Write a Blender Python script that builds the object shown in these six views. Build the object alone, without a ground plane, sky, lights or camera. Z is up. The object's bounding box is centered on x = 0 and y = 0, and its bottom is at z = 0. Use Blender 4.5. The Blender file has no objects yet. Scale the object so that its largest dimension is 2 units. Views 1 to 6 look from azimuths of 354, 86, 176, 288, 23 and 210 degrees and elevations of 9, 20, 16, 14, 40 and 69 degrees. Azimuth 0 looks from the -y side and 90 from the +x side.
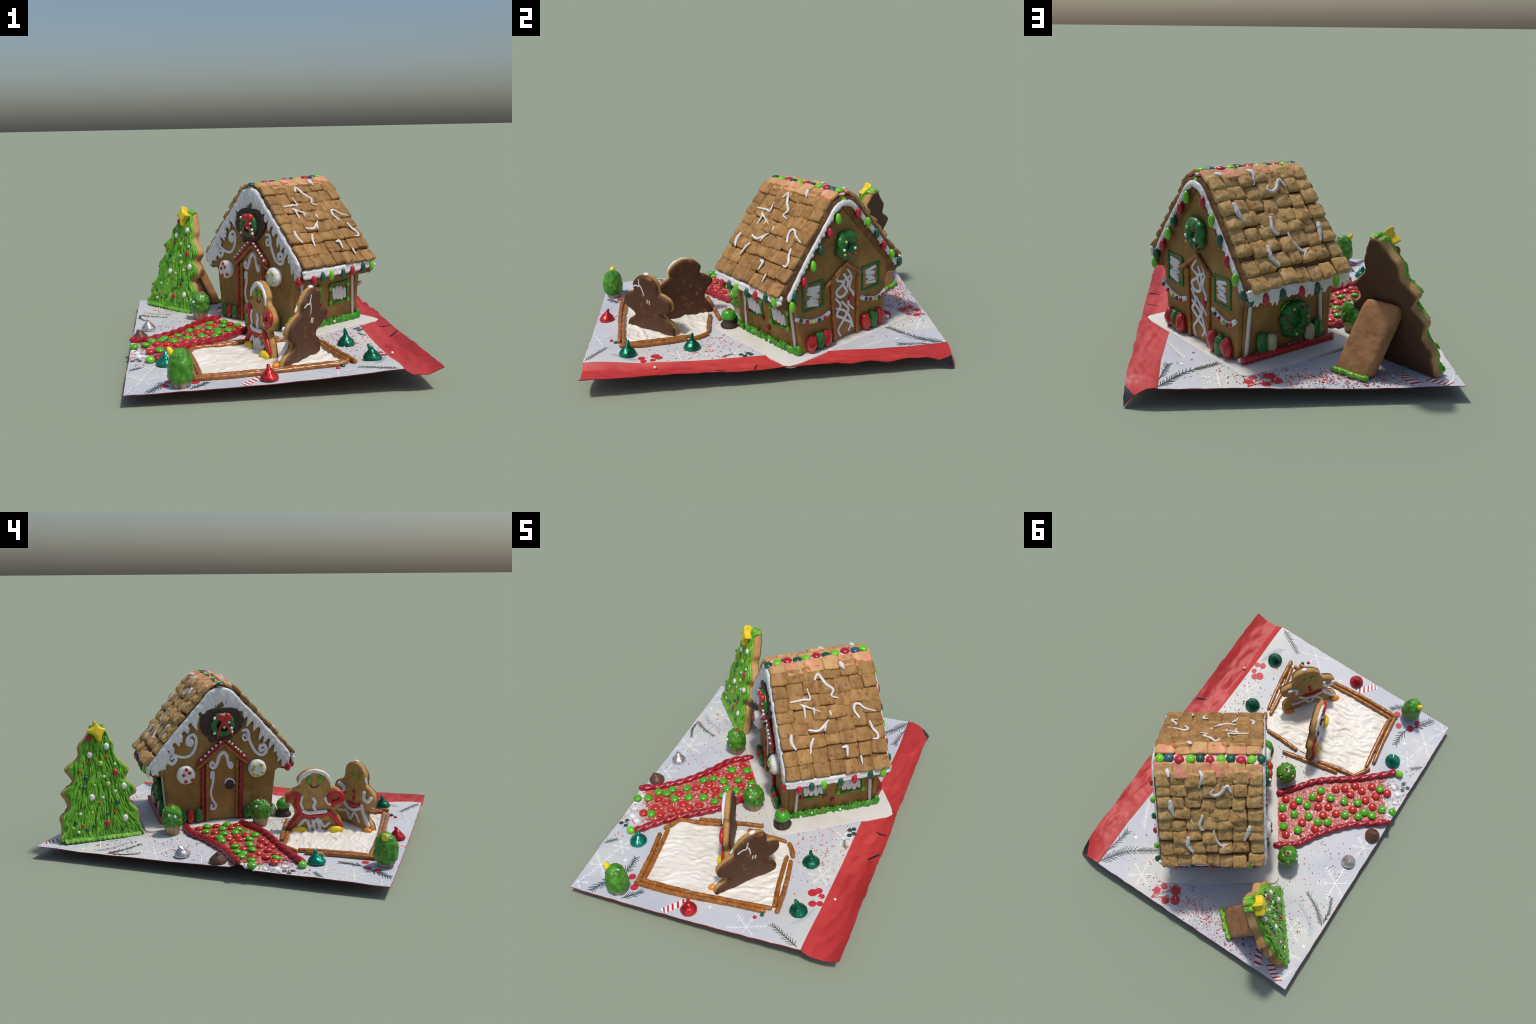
import bpy, math, random
import numpy as np
from mathutils import Vector, Matrix, noise

random.seed(7)
COL = bpy.context.scene.collection
V = Vector

# ------------------------------------------------------------------ materials
def mat(name, cols, scale=12, rough=.6, bump=0., bscale=60, stretch=(1, 1, 1), coat=0., rnd=0.,
        metal=0., sss=0., detail=4, spec=.4, layers=(), bdetail=3):
    """noise-driven colour ramp; layers = extra (colour, noise scale, threshold, softness) patches,
    or ('axis', index, threshold, softness, colour) for a crust lying at a depth of the piece"""
    m = bpy.data.materials.new(name); m.use_nodes = True
    nt = m.node_tree; N = nt.nodes; L = nt.links
    bs = N['Principled BSDF']
    tc = N.new('ShaderNodeTexCoord'); oi = N.new('ShaderNodeObjectInfo')
    off = N.new('ShaderNodeVectorMath'); off.operation = 'ADD'
    L.new(tc.outputs['Object'], off.inputs[0])
    mul = N.new('ShaderNodeMath'); mul.operation = 'MULTIPLY'; mul.inputs[1].default_value = 7.3 if rnd else 0.
    L.new(oi.outputs['Random'], mul.inputs[0]); L.new(mul.outputs[0], off.inputs[1])
    mp = N.new('ShaderNodeMapping'); mp.inputs['Scale'].default_value = stretch
    L.new(off.outputs[0], mp.inputs['Vector'])
    nz = N.new('ShaderNodeTexNoise'); nz.inputs['Scale'].default_value = scale
    nz.inputs['Detail'].default_value = detail; nz.inputs['Roughness'].default_value = .6
    L.new(mp.outputs[0], nz.inputs['Vector'])
    rp = N.new('ShaderNodeValToRGB'); L.new(nz.outputs['Fac'], rp.inputs[0])
    el = rp.color_ramp.elements
    n = len(cols)
    for i, c in enumerate(cols):
        p = .5 if n == 1 else .32 + .36 * i / (n - 1)
        if i < 2:
            e = el[i]; e.position = p
        else:
            e = el.new(p)
        e.color = (*c, 1)
    if n == 1:
        el[1].color = (*cols[0], 1)
    out = rp.outputs[0]
    for k, ly in enumerate(layers):
        mx = N.new('ShaderNodeMix'); mx.data_type = 'RGBA'
        mr = N.new('ShaderNodeMapRange')
        if ly[0] == 'axis':
            _, ax, th, soft, c = ly
            sp = N.new('ShaderNodeSeparateXYZ'); L.new(tc.outputs['Object'], sp.inputs[0])
            src = sp.outputs[ax]
        elif ly[0] == 'near':          # patch around a line x = const .. in object space
            _, ax, cen, half, soft, c = ly
            sp = N.new('ShaderNodeSeparateXYZ'); L.new(tc.outputs['Object'], sp.inputs[0])
            sb = N.new('ShaderNodeMath'); sb.operation = 'SUBTRACT'; sb.inputs[1].default_value = cen
            L.new(sp.outputs[ax], sb.inputs[0])
            ab = N.new('ShaderNodeMath'); ab.operation = 'ABSOLUTE'; L.new(sb.outputs[0], ab.inputs[0])
            ng = N.new('ShaderNodeMath'); ng.operation = 'MULTIPLY'; ng.inputs[1].default_value = -1
            L.new(ab.outputs[0], ng.inputs[0]); src = ng.outputs[0]; th = -half
        else:
            c, sc, th, soft = ly
            n2 = N.new('ShaderNodeTexNoise'); n2.inputs['Scale'].default_value = sc
            n2.inputs['Detail'].default_value = 5
            sh = N.new('ShaderNodeVectorMath'); sh.operation = 'ADD'; sh.inputs[1].default_value = (3.1 * k + 1, 1.7 * k, k)
            L.new(off.outputs[0], sh.inputs[0]); L.new(sh.outputs[0], n2.inputs['Vector'])
            src = n2.outputs['Fac']
        L.new(src, mr.inputs['Value'])
        mr.inputs['From Min'].default_value = th - soft; mr.inputs['From Max'].default_value = th + soft
        L.new(mr.outputs[0], mx.inputs['Factor'])
        L.new(out, mx.inputs['A']); mx.inputs['B'].default_value = (*c, 1)
        out = mx.outputs['Result']
    if rnd:
        hs = N.new('ShaderNodeHueSaturation')
        mr = N.new('ShaderNodeMapRange'); L.new(oi.outputs['Random'], mr.inputs['Value'])
        mr.inputs['To Min'].default_value = 1 - rnd; mr.inputs['To Max'].default_value = 1 + rnd
        L.new(mr.outputs[0], hs.inputs['Value']); L.new(out, hs.inputs['Color']); out = hs.outputs[0]
    L.new(out, bs.inputs['Base Color'])
    bs.inputs['Roughness'].default_value = rough
    bs.inputs['Metallic'].default_value = metal
    bs.inputs['Specular IOR Level'].default_value = spec
    bs.inputs['Coat Weight'].default_value = coat
    bs.inputs['Coat Roughness'].default_value = .15
    if sss:
        bs.inputs['Subsurface Weight'].default_value = sss
        bs.inputs['Subsurface Radius'].default_value = (.02, .01, .008)
    if bump:
        nb = N.new('ShaderNodeTexNoise'); nb.inputs['Scale'].default_value = bscale
        nb.inputs['Detail'].default_value = bdetail
        L.new(mp.outputs[0], nb.inputs['Vector'])
        b = N.new('ShaderNodeBump'); b.inputs['Strength'].default_value = bump; b.inputs['Distance'].default_value = .004
        L.new(nb.outputs['Fac'], b.inputs['Height']); L.new(b.outputs[0], bs.inputs['Normal'])
    return m

GINGER = mat('gingerbread', [(.25, .128, .031), (.315, .168, .044), (.38, .215, .06)], 9, .7, .25, 70, layers=[((.47, .29, .095), 4, .66, .1)])  # base lowered partway toward the shade baked into the scanned walls
SEAM_DARK = mat('gingerbread_darkened_for_gaps', [(.13, .055, .018), (.20, .09, .03), (.26, .12, .042)], 20, .75, .3, 60)  # darker brown than the walls, so gaps between roof tiles read as dark seams
COOKIE = mat('cookie', [(.38, .20, .05), (.47, .265, .075), (.54, .32, .10)], 14, .65, .2, 60,
             layers=[('axis', 1, .031, .006, (.088, .032, .012)), ((.30, .12, .04), 25, .68, .06)])
TREECOOKIE = mat('tree_cookie', [(.40, .20, .065), (.50, .28, .10), (.56, .34, .14)], 12, .65, .2, 60,
                 layers=[('axis', 1, .056, .006, (.10, .042, .019))])
BLOCK = mat('cookie_block', [(.30, .13, .05), (.38, .18, .075), (.42, .21, .09)], 14, .75, .25, 50)
TILE_R = mat('cereal_tile', [(.225, .11, .030), (.315, .168, .052), (.40, .228, .083)], 26, .75, .6, 120, (1, .35, 1), rnd=.14,  # same cereal as left slope, tinted darker for this slope's scanned shade
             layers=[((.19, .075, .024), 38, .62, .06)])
TILE_L = mat('cereal_tile_baked_light', [(.40, .22, .065), (.54, .325, .115), (.63, .41, .17)], 26, .7, .6, 120, (1, .35, 1), rnd=.12,  # lightened copy of the tile colour: scan's light on left slope painted in
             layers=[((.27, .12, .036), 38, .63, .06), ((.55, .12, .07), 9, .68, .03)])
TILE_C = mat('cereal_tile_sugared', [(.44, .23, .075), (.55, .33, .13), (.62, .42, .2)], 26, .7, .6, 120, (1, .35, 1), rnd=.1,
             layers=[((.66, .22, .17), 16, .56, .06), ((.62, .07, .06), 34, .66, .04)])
ICING = mat('white_icing', [(.66, .66, .69), (.75, .75, .77), (.80, .79, .79)], 14, .42, .15, 40, coat=.15)
ICING_R = mat('cream_icing', [(.70, .65, .56), (.80, .76, .68), (.84, .80, .73)], 8, .45, .12, 60, coat=.1)
ICING_D = mat('drizzled_icing', [(.62, .57, .54), (.74, .70, .68)], 30, .45)
PINKICE = mat('pink_icing', [(.60, .12, .10), (.72, .38, .35), (.78, .70, .70)], 30, .5, .3, 60)
PRETZEL = mat('pretzel', [(.22, .068, .009), (.31, .105, .014), (.41, .155, .025)], 30, .32, .2, 70, coat=.3,
              layers=[((.72, .56, .34), 95, .70, .02)])
LICOR = mat('red_licorice', [(.25, .006, .014), (.33, .010, .022), (.40, .016, .032)], 25, .33, coat=.25)
LICOR2 = mat('scarlet_licorice', [(.42, .012, .012), (.52, .02, .018)], 25, .35, coat=.3)
CHOC = mat('chocolate_cookie', [(.028, .017, .014), (.045, .027, .022), (.07, .045, .038)], 60, .6, .4, 90)
MILK = mat('milk_chocolate', [(.10, .045, .028), (.14, .065, .04)], 20, .4)
def candy(name, c, rough=.22, coat=.5, v=.16):
    a = tuple(x * (1 - v) for x in c); b = tuple(min(1, x * (1 + v)) for x in c)
    return mat(name, [a, c, b], 35, rough, coat=coat)
LIME = candy('lime_candy', (.16, .55, .02)); DKGREEN = candy('dark_green_candy', (.008, .085, .045))
REDC = candy('red_candy', (.42, .012, .03)); TEALC = candy('teal_candy', (.03, .11, .13))
MMG = candy('green_button_candy', (.085, .40, .012)); MMR = candy('red_button_candy', (.52, .028, .02))
WHITEC = candy('white_candy', (.78, .78, .74), .35, .2, .05); YELC = candy('yellow_candy', (.80, .58, .02), .45, .1)
PALEG = candy('pale_green_candy', (.42, .55, .10), .4, .2); ORANGE = candy('orange_candy', (.85, .27, .02), .35, .3)
GUMG = candy('green_gummy', (.015, .16, .025), .3, .3); GUMP = candy('pale_gummy', (.50, .48, .26), .35, .3, .08)
GUMR = candy('red_gummy', (.44, .014, .016), .3, .4)
WREATHG = candy('green_icing_wreath', (.016, .15, .022), .4, .3)
GRASS = mat('grass_icing', [(.02, .14, .008), (.05, .27, .015), (.10, .38, .03)], 30, .45)
TREEI = mat('tree_icing', [(.07, .26, .010), (.14, .42, .022), (.24, .54, .05)], 22, .42, coat=.12)
SHRUBG = mat('shrub_icing', [(.025, .13, .008), (.06, .25, .014), (.12, .37, .03)], 26, .4, coat=.2)
WRAPPER = mat('paper_cup', [(.36, .21, .11), (.50, .34, .20), (.62, .48, .33)], 40, .8, stretch=(1, 1, .15))
FOILG = mat('green_foil', [(.001, .065, .034), (.004, .13, .066), (.012, .20, .105)], 30, .3, .3, 45, metal=.55)
FOILT = mat('teal_foil', [(.0, .13, .09), (.006, .24, .16), (.03, .33, .24)], 30, .3, .3, 45, metal=.55)
FOILR = mat('red_foil', [(.32, .01, .015), (.52, .02, .025), (.62, .06, .06)], 30, .3, .3, 45, metal=.5)
FOILS = mat('silver_foil', [(.40, .32, .30), (.60, .53, .51), (.76, .72, .71)], 40, .28, .6, 60, metal=.75)
PAPER = mat('printed_paper', [(.47, .495, .56), (.53, .55, .605), (.58, .595, .62)], 2.2, .5, .04, 30,
            layers=[((.62, .62, .585), 1.7, .56, .08)])
REDPAPER = mat('red_paper', [(.36, .022, .022), (.47, .032, .031), (.54, .05, .046)], 5, .5, .1, 18, stretch=(1, .4, 1), coat=.0)
BOARD = mat('card_board', [(.62, .585, .53), (.68, .65, .60), (.71, .68, .64)], 6, .6, layers=[((.35, .14, .11), 70, .76, .015)])
INK_T = mat('dark_green_print', [(.02, .05, .045), (.035, .075, .06)], 30, .5)
INK_O = mat('olive_print', [(.07, .08, .045), (.09, .10, .06)], 30, .5)
INK_W = mat('white_print', [(.86, .86, .80)], 30, .5)
INK_R = mat('red_print', [(.50, .02, .035), (.58, .035, .05)], 30, .5)
INK_B = mat('pale_blue_print', [(.46, .52, .60)], 30, .5)
INK_K = mat('black_print', [(.012, .012, .016)], 30, .5)
SUGAR = mat('red_sugar', [(.50, .05, .04), (.62, .14, .11), (.72, .40, .36)], 60, .3, spec=.6)
PATHBED = mat('sugared_path', [(.34, .025, .022), (.47, .08, .065), (.60, .24, .20)], 45, .35, .6, 120,
              layers=[((.80, .64, .60), 70, .59, .05), ((.40, .02, .02), 24, .62, .08)])

# ------------------------------------------------------------------ mesh helpers
class MB:
    def __init__(s): s.v = []; s.f = []
    def add(s, v, f):
        o = len(s.v); s.v += [tuple(p) for p in v]; s.f += [tuple(i + o for i in q) for q in f]; return s

def cr(pts, n, closed=False):
    """Catmull-Rom resampling of control points into n points"""
    P = [np.array(p, float) for p in pts]; m = len(P); out = []
    segs = m if closed else m - 1
    for i in range(n):
        t = i / n * segs if closed else i / (n - 1) * segs
        k = min(int(t), segs - 1); u = t - k
        if closed:
            a, b, c, d = (P[(k + j) % m] for j in (-1, 0, 1, 2))
        else:
            b, c = P[k], P[k + 1]
            a = P[k - 1] if k else 2 * b - c
            d = P[k + 2] if k + 2 < m else 2 * c - b
        out.append(.5 * (2 * b + (c - a) * u + (2 * a - 5 * b + 4 * c - d) * u * u + (3 * b - a - 3 * c + d) * u ** 3))
    return out

def tube(pts, r, segs=10, n=None, smooth=True, lobes=0, twist=0., depth=.14, up=None, flat=1., rough=0., seed=0):
    """round-ended tube along pts; r a number or list of radii along it; lobes/twist make a rope;
    flat squashes it along up"""
    n = n or max(3, 4 * len(pts))
    P = cr(pts, n) if smooth and len(pts) > 2 else [np.array(pts[0], float) + (np.array(pts[-1], float) - np.array(pts[0], float)) * i / (n - 1) for i in range(n)] if len(pts) == 2 else [np.array(p, float) for p in pts]
    n = len(P)
    rr = [r] * n if not hasattr(r, '__len__') else list(np.interp(np.linspace(0, 1, n), np.linspace(0, 1, len(r)), r))
    T = [P[min(i + 1, n - 1)] - P[max(i - 1, 0)] for i in range(n)]
    T = [t / (np.linalg.norm(t) + 1e-12) for t in T]
    rings = []
    for k, a in ((0, 80), (0, 50), (0, 25)):                       # start cap
        rings.append((P[0] - T[0] * rr[0] * math.sin(math.radians(a)), T[0], rr[0] * math.cos(math.radians(a)), 0))
    L = 0
    for i in range(n):
        if i: L += np.linalg.norm(P[i] - P[i - 1])
        rings.append((P[i], T[i], rr[i], L))
    for a in (25, 50, 80):
        rings.append((P[-1] + T[-1] * rr[-1] * math.sin(math.radians(a)), T[-1], rr[-1] * math.cos(math.radians(a)), L))
    ref = np.array(up if up is not None else (0, 0, 1), float)
    if abs(ref @ T[0]) > .95: ref = np.array((1., 0, 0)) if abs(T[0][0]) < .9 else np.array((0, 1., 0))
    v = []; f = []
    for c, t, q, l in rings:
        s = np.cross(t, ref); s /= (np.linalg.norm(s) + 1e-12); w = np.cross(s, t)
        for j in range(segs):
            a = 2 * math.pi * j / segs
            k = q * (1 + depth * math.cos(lobes * a - twist * l)) if lobes else q
            if rough: k *= 1 + rough * noise.noise(V((*(c * 60), ))+V((seed, a, 0)))
            v.append(c + s * math.cos(a) * k + w * math.sin(a) * k * flat)
    m = len(rings)
    for i in range(m - 1):
        for j in range(segs):
            f.append((i * segs + j, i * segs + (j + 1) % segs, (i + 1) * segs + (j + 1) % segs, (i + 1) * segs + j))
    f.append(tuple(reversed(range(segs)))); f.append(tuple(range((m - 1) * segs, m * segs)))
    return v, [tuple(reversed(q)) for q in f]

def blob(c, r, axes=None, e=1., nz=0., fr=30., seed=0, nu=16, nv=10, e2=None):
    """ellipsoid or superellipsoid (e < 1 boxy), with noise relief"""
    r = (r, r, r) if not hasattr(r, '__len__') else r
    A = axes if axes is not None else ((1, 0, 0), (0, 1, 0), (0, 0, 1))
    A = [np.array(a, float) for a in A]; e2 = e2 or e
    sg = lambda x, p: math.copysign(abs(x) ** p, x)
    v = []; f = []
    for i in range(nv + 1):
        ph = -math.pi / 2 + math.pi * i / nv
        for j in range(nu):
            th = 2 * math.pi * j / nu
            x = sg(math.cos(ph), e2) * sg(math.cos(th), e); y = sg(math.cos(ph), e2) * sg(math.sin(th), e); z = sg(math.sin(ph), e2)
            p = A[0] * x * r[0] + A[1] * y * r[1] + A[2] * z * r[2]
            if nz: p = p * (1 + nz * noise.noise(V(p) * fr + V((seed * 3.7, seed, 0))))
            v.append(np.array(c, float) + p)
    for i in range(nv):
        for j in range(nu):
            f.append((i * nu + j, i * nu + (j + 1) % nu, (i + 1) * nu + (j + 1) % nu, (i + 1) * nu + j))
    return v, f

def lathe(prof, nu=24, pleat=0, amp=0., nz=0., seed=0, axisbend=(0, 0)):
    """revolve (radius, z) points round z; pleats fold the wall"""
    v = []; f = []; n = len(prof); z0, z1 = prof[0][1], prof[-1][1]
    for r, z in prof:
        for j in range(nu):
            a = 2 * math.pi * j / nu
            k = r * (1 + amp * math.cos(pleat * a)) if pleat else r
            t = ((z - z0) / (z1 - z0 + 1e-9)) ** 2
            p = V((math.cos(a) * k + axisbend[0] * t, math.sin(a) * k + axisbend[1] * t, z))
            if nz: p += V((math.cos(a), math.sin(a), .3)) * nz * noise.noise(p * 45 + V((seed, seed, 0)))
            v.append(p)
    for i in range(n - 1):
        for j in range(nu):
            f.append((i * nu + j, i * nu + (j + 1) % nu, (i + 1) * nu + (j + 1) % nu, (i + 1) * nu + j))
    f.append(tuple(reversed(range(nu)))); f.append(tuple(range((n - 1) * nu, n * nu)))
    return v, f

def slab(outline, y0, y1, r, n=120, closed_smooth=True):
    """cookie: a rounded plate with outline (x, z), from y0 (front) to y1 (back), edge radius r"""
    P = cr(outline, n, True) if closed_smooth else [np.array(p, float) for p in outline]
    n = len(P)
    ar = sum(P[i][0] * P[(i + 1) % n][1] - P[(i + 1) % n][0] * P[i][1] for i in range(n))
    if ar < 0: P.reverse()
    Nn = []
    for i in range(n):
        t = P[(i + 1) % n] - P[i - 1]; t = t / (np.linalg.norm(t) + 1e-12); Nn.append(np.array((-t[1], t[0])))
    rings = []
    th = y1 - y0; rb = min(r, th / 2)
    for a in (0, 22, 45, 68, 90):
        a = math.radians(a); rings.append((r * (1 - math.sin(a)), y0 + rb * (1 - math.cos(a))))
    for a in (90, 68, 45, 22, 0):
        a = math.radians(a); rings.append((r * (1 - math.sin(a)), y1 - rb * (1 - math.cos(a))))
    v = []; f = []
    for ins, y in rings:
        for i in range(n):
            q = P[i] + Nn[i] * ins; v.append((q[0], y, q[1]))
    for k in range(len(rings) - 1):
        for i in range(n):
            f.append((k * n + i, k * n + (i + 1) % n, (k + 1) * n + (i + 1) % n, (k + 1) * n + i))
    f.append(tuple(reversed(range(n)))); f.append(tuple(range((len(rings) - 1) * n, len(rings) * n)))
    return v, [tuple(reversed(q)) for q in f]

def to_mesh(name, v, f, m, smooth=True):
    me = bpy.data.meshes.new(name); me.from_pydata([tuple(p) for p in v], [], f); me.update()
    if smooth: me.polygons.foreach_set('use_smooth', [True] * len(me.polygons))
    if m: me.materials.append(m)
    return me

def put(name, me, parent=None, M=None, **props):
    o = bpy.data.objects.new(name, me); COL.objects.link(o)
    if parent: o.parent = parent
    if M is not None: o.matrix_basis = M
    for k, x in props.items(): o[k] = x
    return o

def part(name, vf, m, parent, **props):
    v, f = (vf.v, vf.f) if isinstance(vf, MB) else vf
    sm = props.pop('smooth', True)
    return put(name, to_mesh(name, v, f, m, sm), parent, **props)

def remeshed(name, vf, m, voxel=.005, smooth=3, nz=0., fr=25., seed=0):
    """melt overlapping pieces into one skin, then roughen it a little"""
    v, f = (vf.v, vf.f) if isinstance(vf, MB) else vf
    tmp = put('tmp', to_mesh('tmp', v, f, None))
    md = tmp.modifiers.new('r', 'REMESH'); md.mode = 'VOXEL'; md.voxel_size = voxel
    if smooth:
        sm = tmp.modifiers.new('s', 'SMOOTH'); sm.factor = .5; sm.iterations = smooth
    dg = bpy.context.evaluated_depsgraph_get()
    me = bpy.data.meshes.new_from_object(tmp.evaluated_get(dg)); me.name = name
    old = tmp.data; bpy.data.objects.remove(tmp); bpy.data.meshes.remove(old)
    me.materials.clear(); me.materials.append(m)
    if nz:
        n_ = len(me.vertices); co = np.empty(n_ * 3, 'f'); no = np.empty(n_ * 3, 'f')
        me.vertices.foreach_get('co', co); me.vertex_normals.foreach_get('vector', no)
        am = np.array([noise.noise(V(c) * fr + V((seed, 0, seed))) + .5 * noise.noise(V(c) * (fr * 2.7)) for c in co.reshape(-1, 3)])
        me.vertices.foreach_set('co', (co.reshape(-1, 3) + no.reshape(-1, 3) * (am * nz)[:, None]).ravel())
    me.polygons.foreach_set('use_smooth', [True] * len(me.polygons)); me.update()
    return me

def thing(name, label, cat, loc, cols=None):
    o = bpy.data.objects.new(name, None); COL.objects.link(o); o.empty_display_size = .05
    R = Matrix(cols).transposed().to_4x4() if cols else Matrix.Identity(4)
    o.matrix_basis = Matrix.Translation(V(loc)) @ R
    o['label'] = label; o['category'] = cat
    return o

# ------------------------------------------------------------------ wrapping paper
HP = [(-.75, -.99, .060), (-.51, -.99, .068), (-.2, -.99, .074), (.05, -.99, .086), (.3, -.99, .101), (.55, -.99, .124),
      (-.75, -.66, .068), (-.75, -.36, .066), (-.75, -.12, .076), (-.75, .05, .066), (-.75, .33, .056), (-.75, .65, .057),
      (-.75, .99, .069), (-.32, .99, .064), (0, .99, .072), (.29, .99, .083), (.6, .99, .086), (-.4, -.4, .077), (0, -.5, .080),
      (.25, -.6, .082), (.41, -.41, .076), (.57, -.6, .094), (.57, -.2, .084), (.58, .3, .088), (.6, .7, .084), (.3, .3, .078),
      (-.3, .3, .072), (-.3, .7, .070), (.34, .9, .081), (.1, .8, .077), (-.67, .30, .070), (-.60, .50, .074), (-.50, .30, .078), (-.66, .65, .066)]
HPA = np.array(HP)
def under_board(x, y):
    c_, s_ = math.cos(math.radians(33.3)), math.sin(math.radians(33.3))
    d = (x - .19) * c_ + (y - .295) * s_; w = (x - .19) * s_ - (y - .295) * c_
    q = max(abs(d) - .350, abs(w + .010) - .465)
    return min(1, max(0, -q / .02 + .5))
def hw(x, y):
    w = np.exp(-((HPA[:, 0] - x) ** 2 + (HPA[:, 1] - y) ** 2) / (2 * .13 ** 2)) + 1e-9
    z = float((w * HPA[:, 2]).sum() / w.sum())
    z += .022 * math.exp(-((x + .75) / .07) ** 2 - ((y + .215) / .035) ** 2)
    z += .0022 * noise.noise(V((x * 9, y * 9, 0)))
    return z + (min(z, .076) - z) * under_board(x, y)
FX = ([-1, -.5, 0, .5, .7, 1], [.558, .568, .578, .602, .611, .602])
fold = lambda y: float(np.interp(y, *FX))
OY = [-.995, -.77, -.6, -.31, -.16, .14, .35, .43, .53, .63, .74, .845, .89, .94, .995]
OZ = [.120, .114, .112, .103, .093, .096, .098, .084, .094, .076, .090, .085, .070, .040, .003]
def hr(t, y):
    zi = hw(fold(y), y); zo = float(np.interp(y, OY, OZ))
    dip = np.interp(y, [-1, -.6, -.3, 0, .3, 1], [.034, .026, .014, .010, .008, -.006])
    a = t if y < .8 else t ** (1 + 1.2 * (y - .8) / .2)
    z = zi + (zo - zi) * a - dip * min(1, t / .22) ** .8 * (1 - max(0, (t - .45) / .55) ** 2)
    wr = noise.noise(V((t * 2.2 + y * 3, y * 6 - t * 3, 3.))) * .008 + abs(noise.noise(V((t * 1.8 - y * 6, y * 9 + t * 2, 9.)))) * .011 + noise.noise(V((t * 6, y * 25, 4.))) * .0022 - .002
    z += wr * math.sin(math.pi * min(1, t * .9)) * (1 if y < .9 else max(0, (.99 - y) / .09))
    x = fold(y) + (.755 - fold(y)) * t
    return z + (min(z, .076) - z) * under_board(x, y)
XL, YB, YT, XR = -.754, -.996, .996, .755
def edge(k, s):                                   # hand-cut wobble of the paper's rim
    return .0028 * noise.noise(V((s * 22, k * 5.1, 0))) + .0016 * noise.noise(V((s * 70, k * 3.3, 1)))

def sheet(nx, ny, fn):
    v = [fn(i / nx, j / ny) for j in range(ny + 1) for i in range(nx + 1)]
    f = [(j * (nx + 1) + i, j * (nx + 1) + i + 1, (j + 1) * (nx + 1) + i + 1, (j + 1) * (nx + 1) + i) for j in range(ny) for i in range(nx)]
    return v, f
def white_pt(u, w, drop=0., grow=0.):
    y = YB + (YT - YB) * w
    y += edge(1, u) * (1 - w) + edge(2, u) * w
    y += grow * (2 * w - 1)
    x0 = XL - grow + edge(3, w)
    x = x0 + (fold(y) - x0) * u
    return (x, y, hw(x, y) - drop)
def red_pt(t, w, drop=0., grow=0.):
    y = YB + (YT - YB) * w
    y += edge(1, 1 + t) * (1 - w) + edge(2, 1 + t) * w
    y += grow * (2 * w - 1) * min(1, t * 8)
    xo = XR + 2 * edge(4, w) + grow
    x = fold(y) + (xo - fold(y)) * t
    return (x, y, max(.0035, hr(t, y)) - drop)
paper = thing('wrapping_paper', 'printed white gift paper sheet with red folded border', 'gift paper', (0, 0, 0))
part('paper_sheet', sheet(110, 160, white_pt), PAPER, paper)
part('red_border', sheet(26, 220, red_pt), REDPAPER, paper)
BACKP = mat('red_paper_back', [(.40, .03, .03), (.46, .04, .04)], 8, .5)
bk = MB(); bk.add(*sheet(60, 90, lambda u, w: white_pt(u, w, .0025, .0022))); bk.add(*sheet(16, 220, lambda u, w: red_pt(u, w, .0025, 0.)))
bk.f = [tuple(reversed(q)) for q in bk.f]
part('paper_back', bk, BACKP, paper)

# ---- printed pattern: flat ink just above the sheet
def ribbon(mb, pts, w, lift=.0012, n=None):
    """inked stroke of width w (number or list) along 2-D points"""
    n = n or max(4, len(pts) * 4)
    P = cr(pts, n) if len(pts) > 2 else [np.array(pts[0]) + (np.array(pts[1]) - np.array(pts[0])) * i / (n - 1) for i in range(n)]
    ws = [w] * n if not hasattr(w, '__len__') else np.interp(np.linspace(0, 1, n), np.linspace(0, 1, len(w)), w)
    v = []
    for i in range(n):
        t = P[min(i + 1, n - 1)] - P[max(i - 1, 0)]; t = t / (np.linalg.norm(t) + 1e-12); s = np.array((-t[1], t[0]))
        for k in (.5, -.5):
            q = P[i] + s * k * ws[i]
            q = (min(max(q[0], XL + .002), XR - .002), min(max(q[1], YB + .004), YT - .004))
            v.append((q[0], q[1], hw(*q) + lift))
    mb.add(v, [(2 * i + 1, 2 * i + 3, 2 * i + 2, 2 * i) for i in range(n - 1)])
def disc(mb, c, r, lift=.0016, n=20, star=0.):
    c = (c[0], c[1]); v = [(c[0], c[1], hw(*c) + lift)]
    for j in range(n):
        a = 2 * math.pi * j / n; k = r * (star if star and j % 2 else 1)
        q = (c[0] + math.cos(a) * k, min(max(c[1] + math.sin(a) * k, YB + .003), YT - .003)); v.append((*q, hw(*q) + lift))
    mb.add(v, [(0, 1 + j, 1 + (j + 1) % n) for j in range(n)])
def inside(p): return XL + .006 < p[0] < fold(p[1]) - .003 and YB + .006 < p[1] < YT - .006
def flake(mb, c, R, rot=0., arms=6, lw=.0045, barbs=3):
    for k in range(arms):
        a = rot + 2 * math.pi * k / arms; d = np.array((math.cos(a), math.sin(a))); c2 = np.array(c)
        end = R
        while end > .01 and not inside(c2 + d * end): end -= .004
        ribbon(mb, [c2, c2 + d * end], [lw, lw * .7])
        for b in range(barbs):
            q = c2 + d * R * (.48 + .2 * b); ln = R * (.27 - .04 * b)
            if np.linalg.norm(q - c2) > end: continue
            for s in (1, -1):
                e = np.array((math.cos(a + s * .85), math.sin(a + s * .85)))
                if inside(q + e * ln): ribbon(mb, [q, q + e * ln], [lw * .8, lw * .5], n=3)
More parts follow.
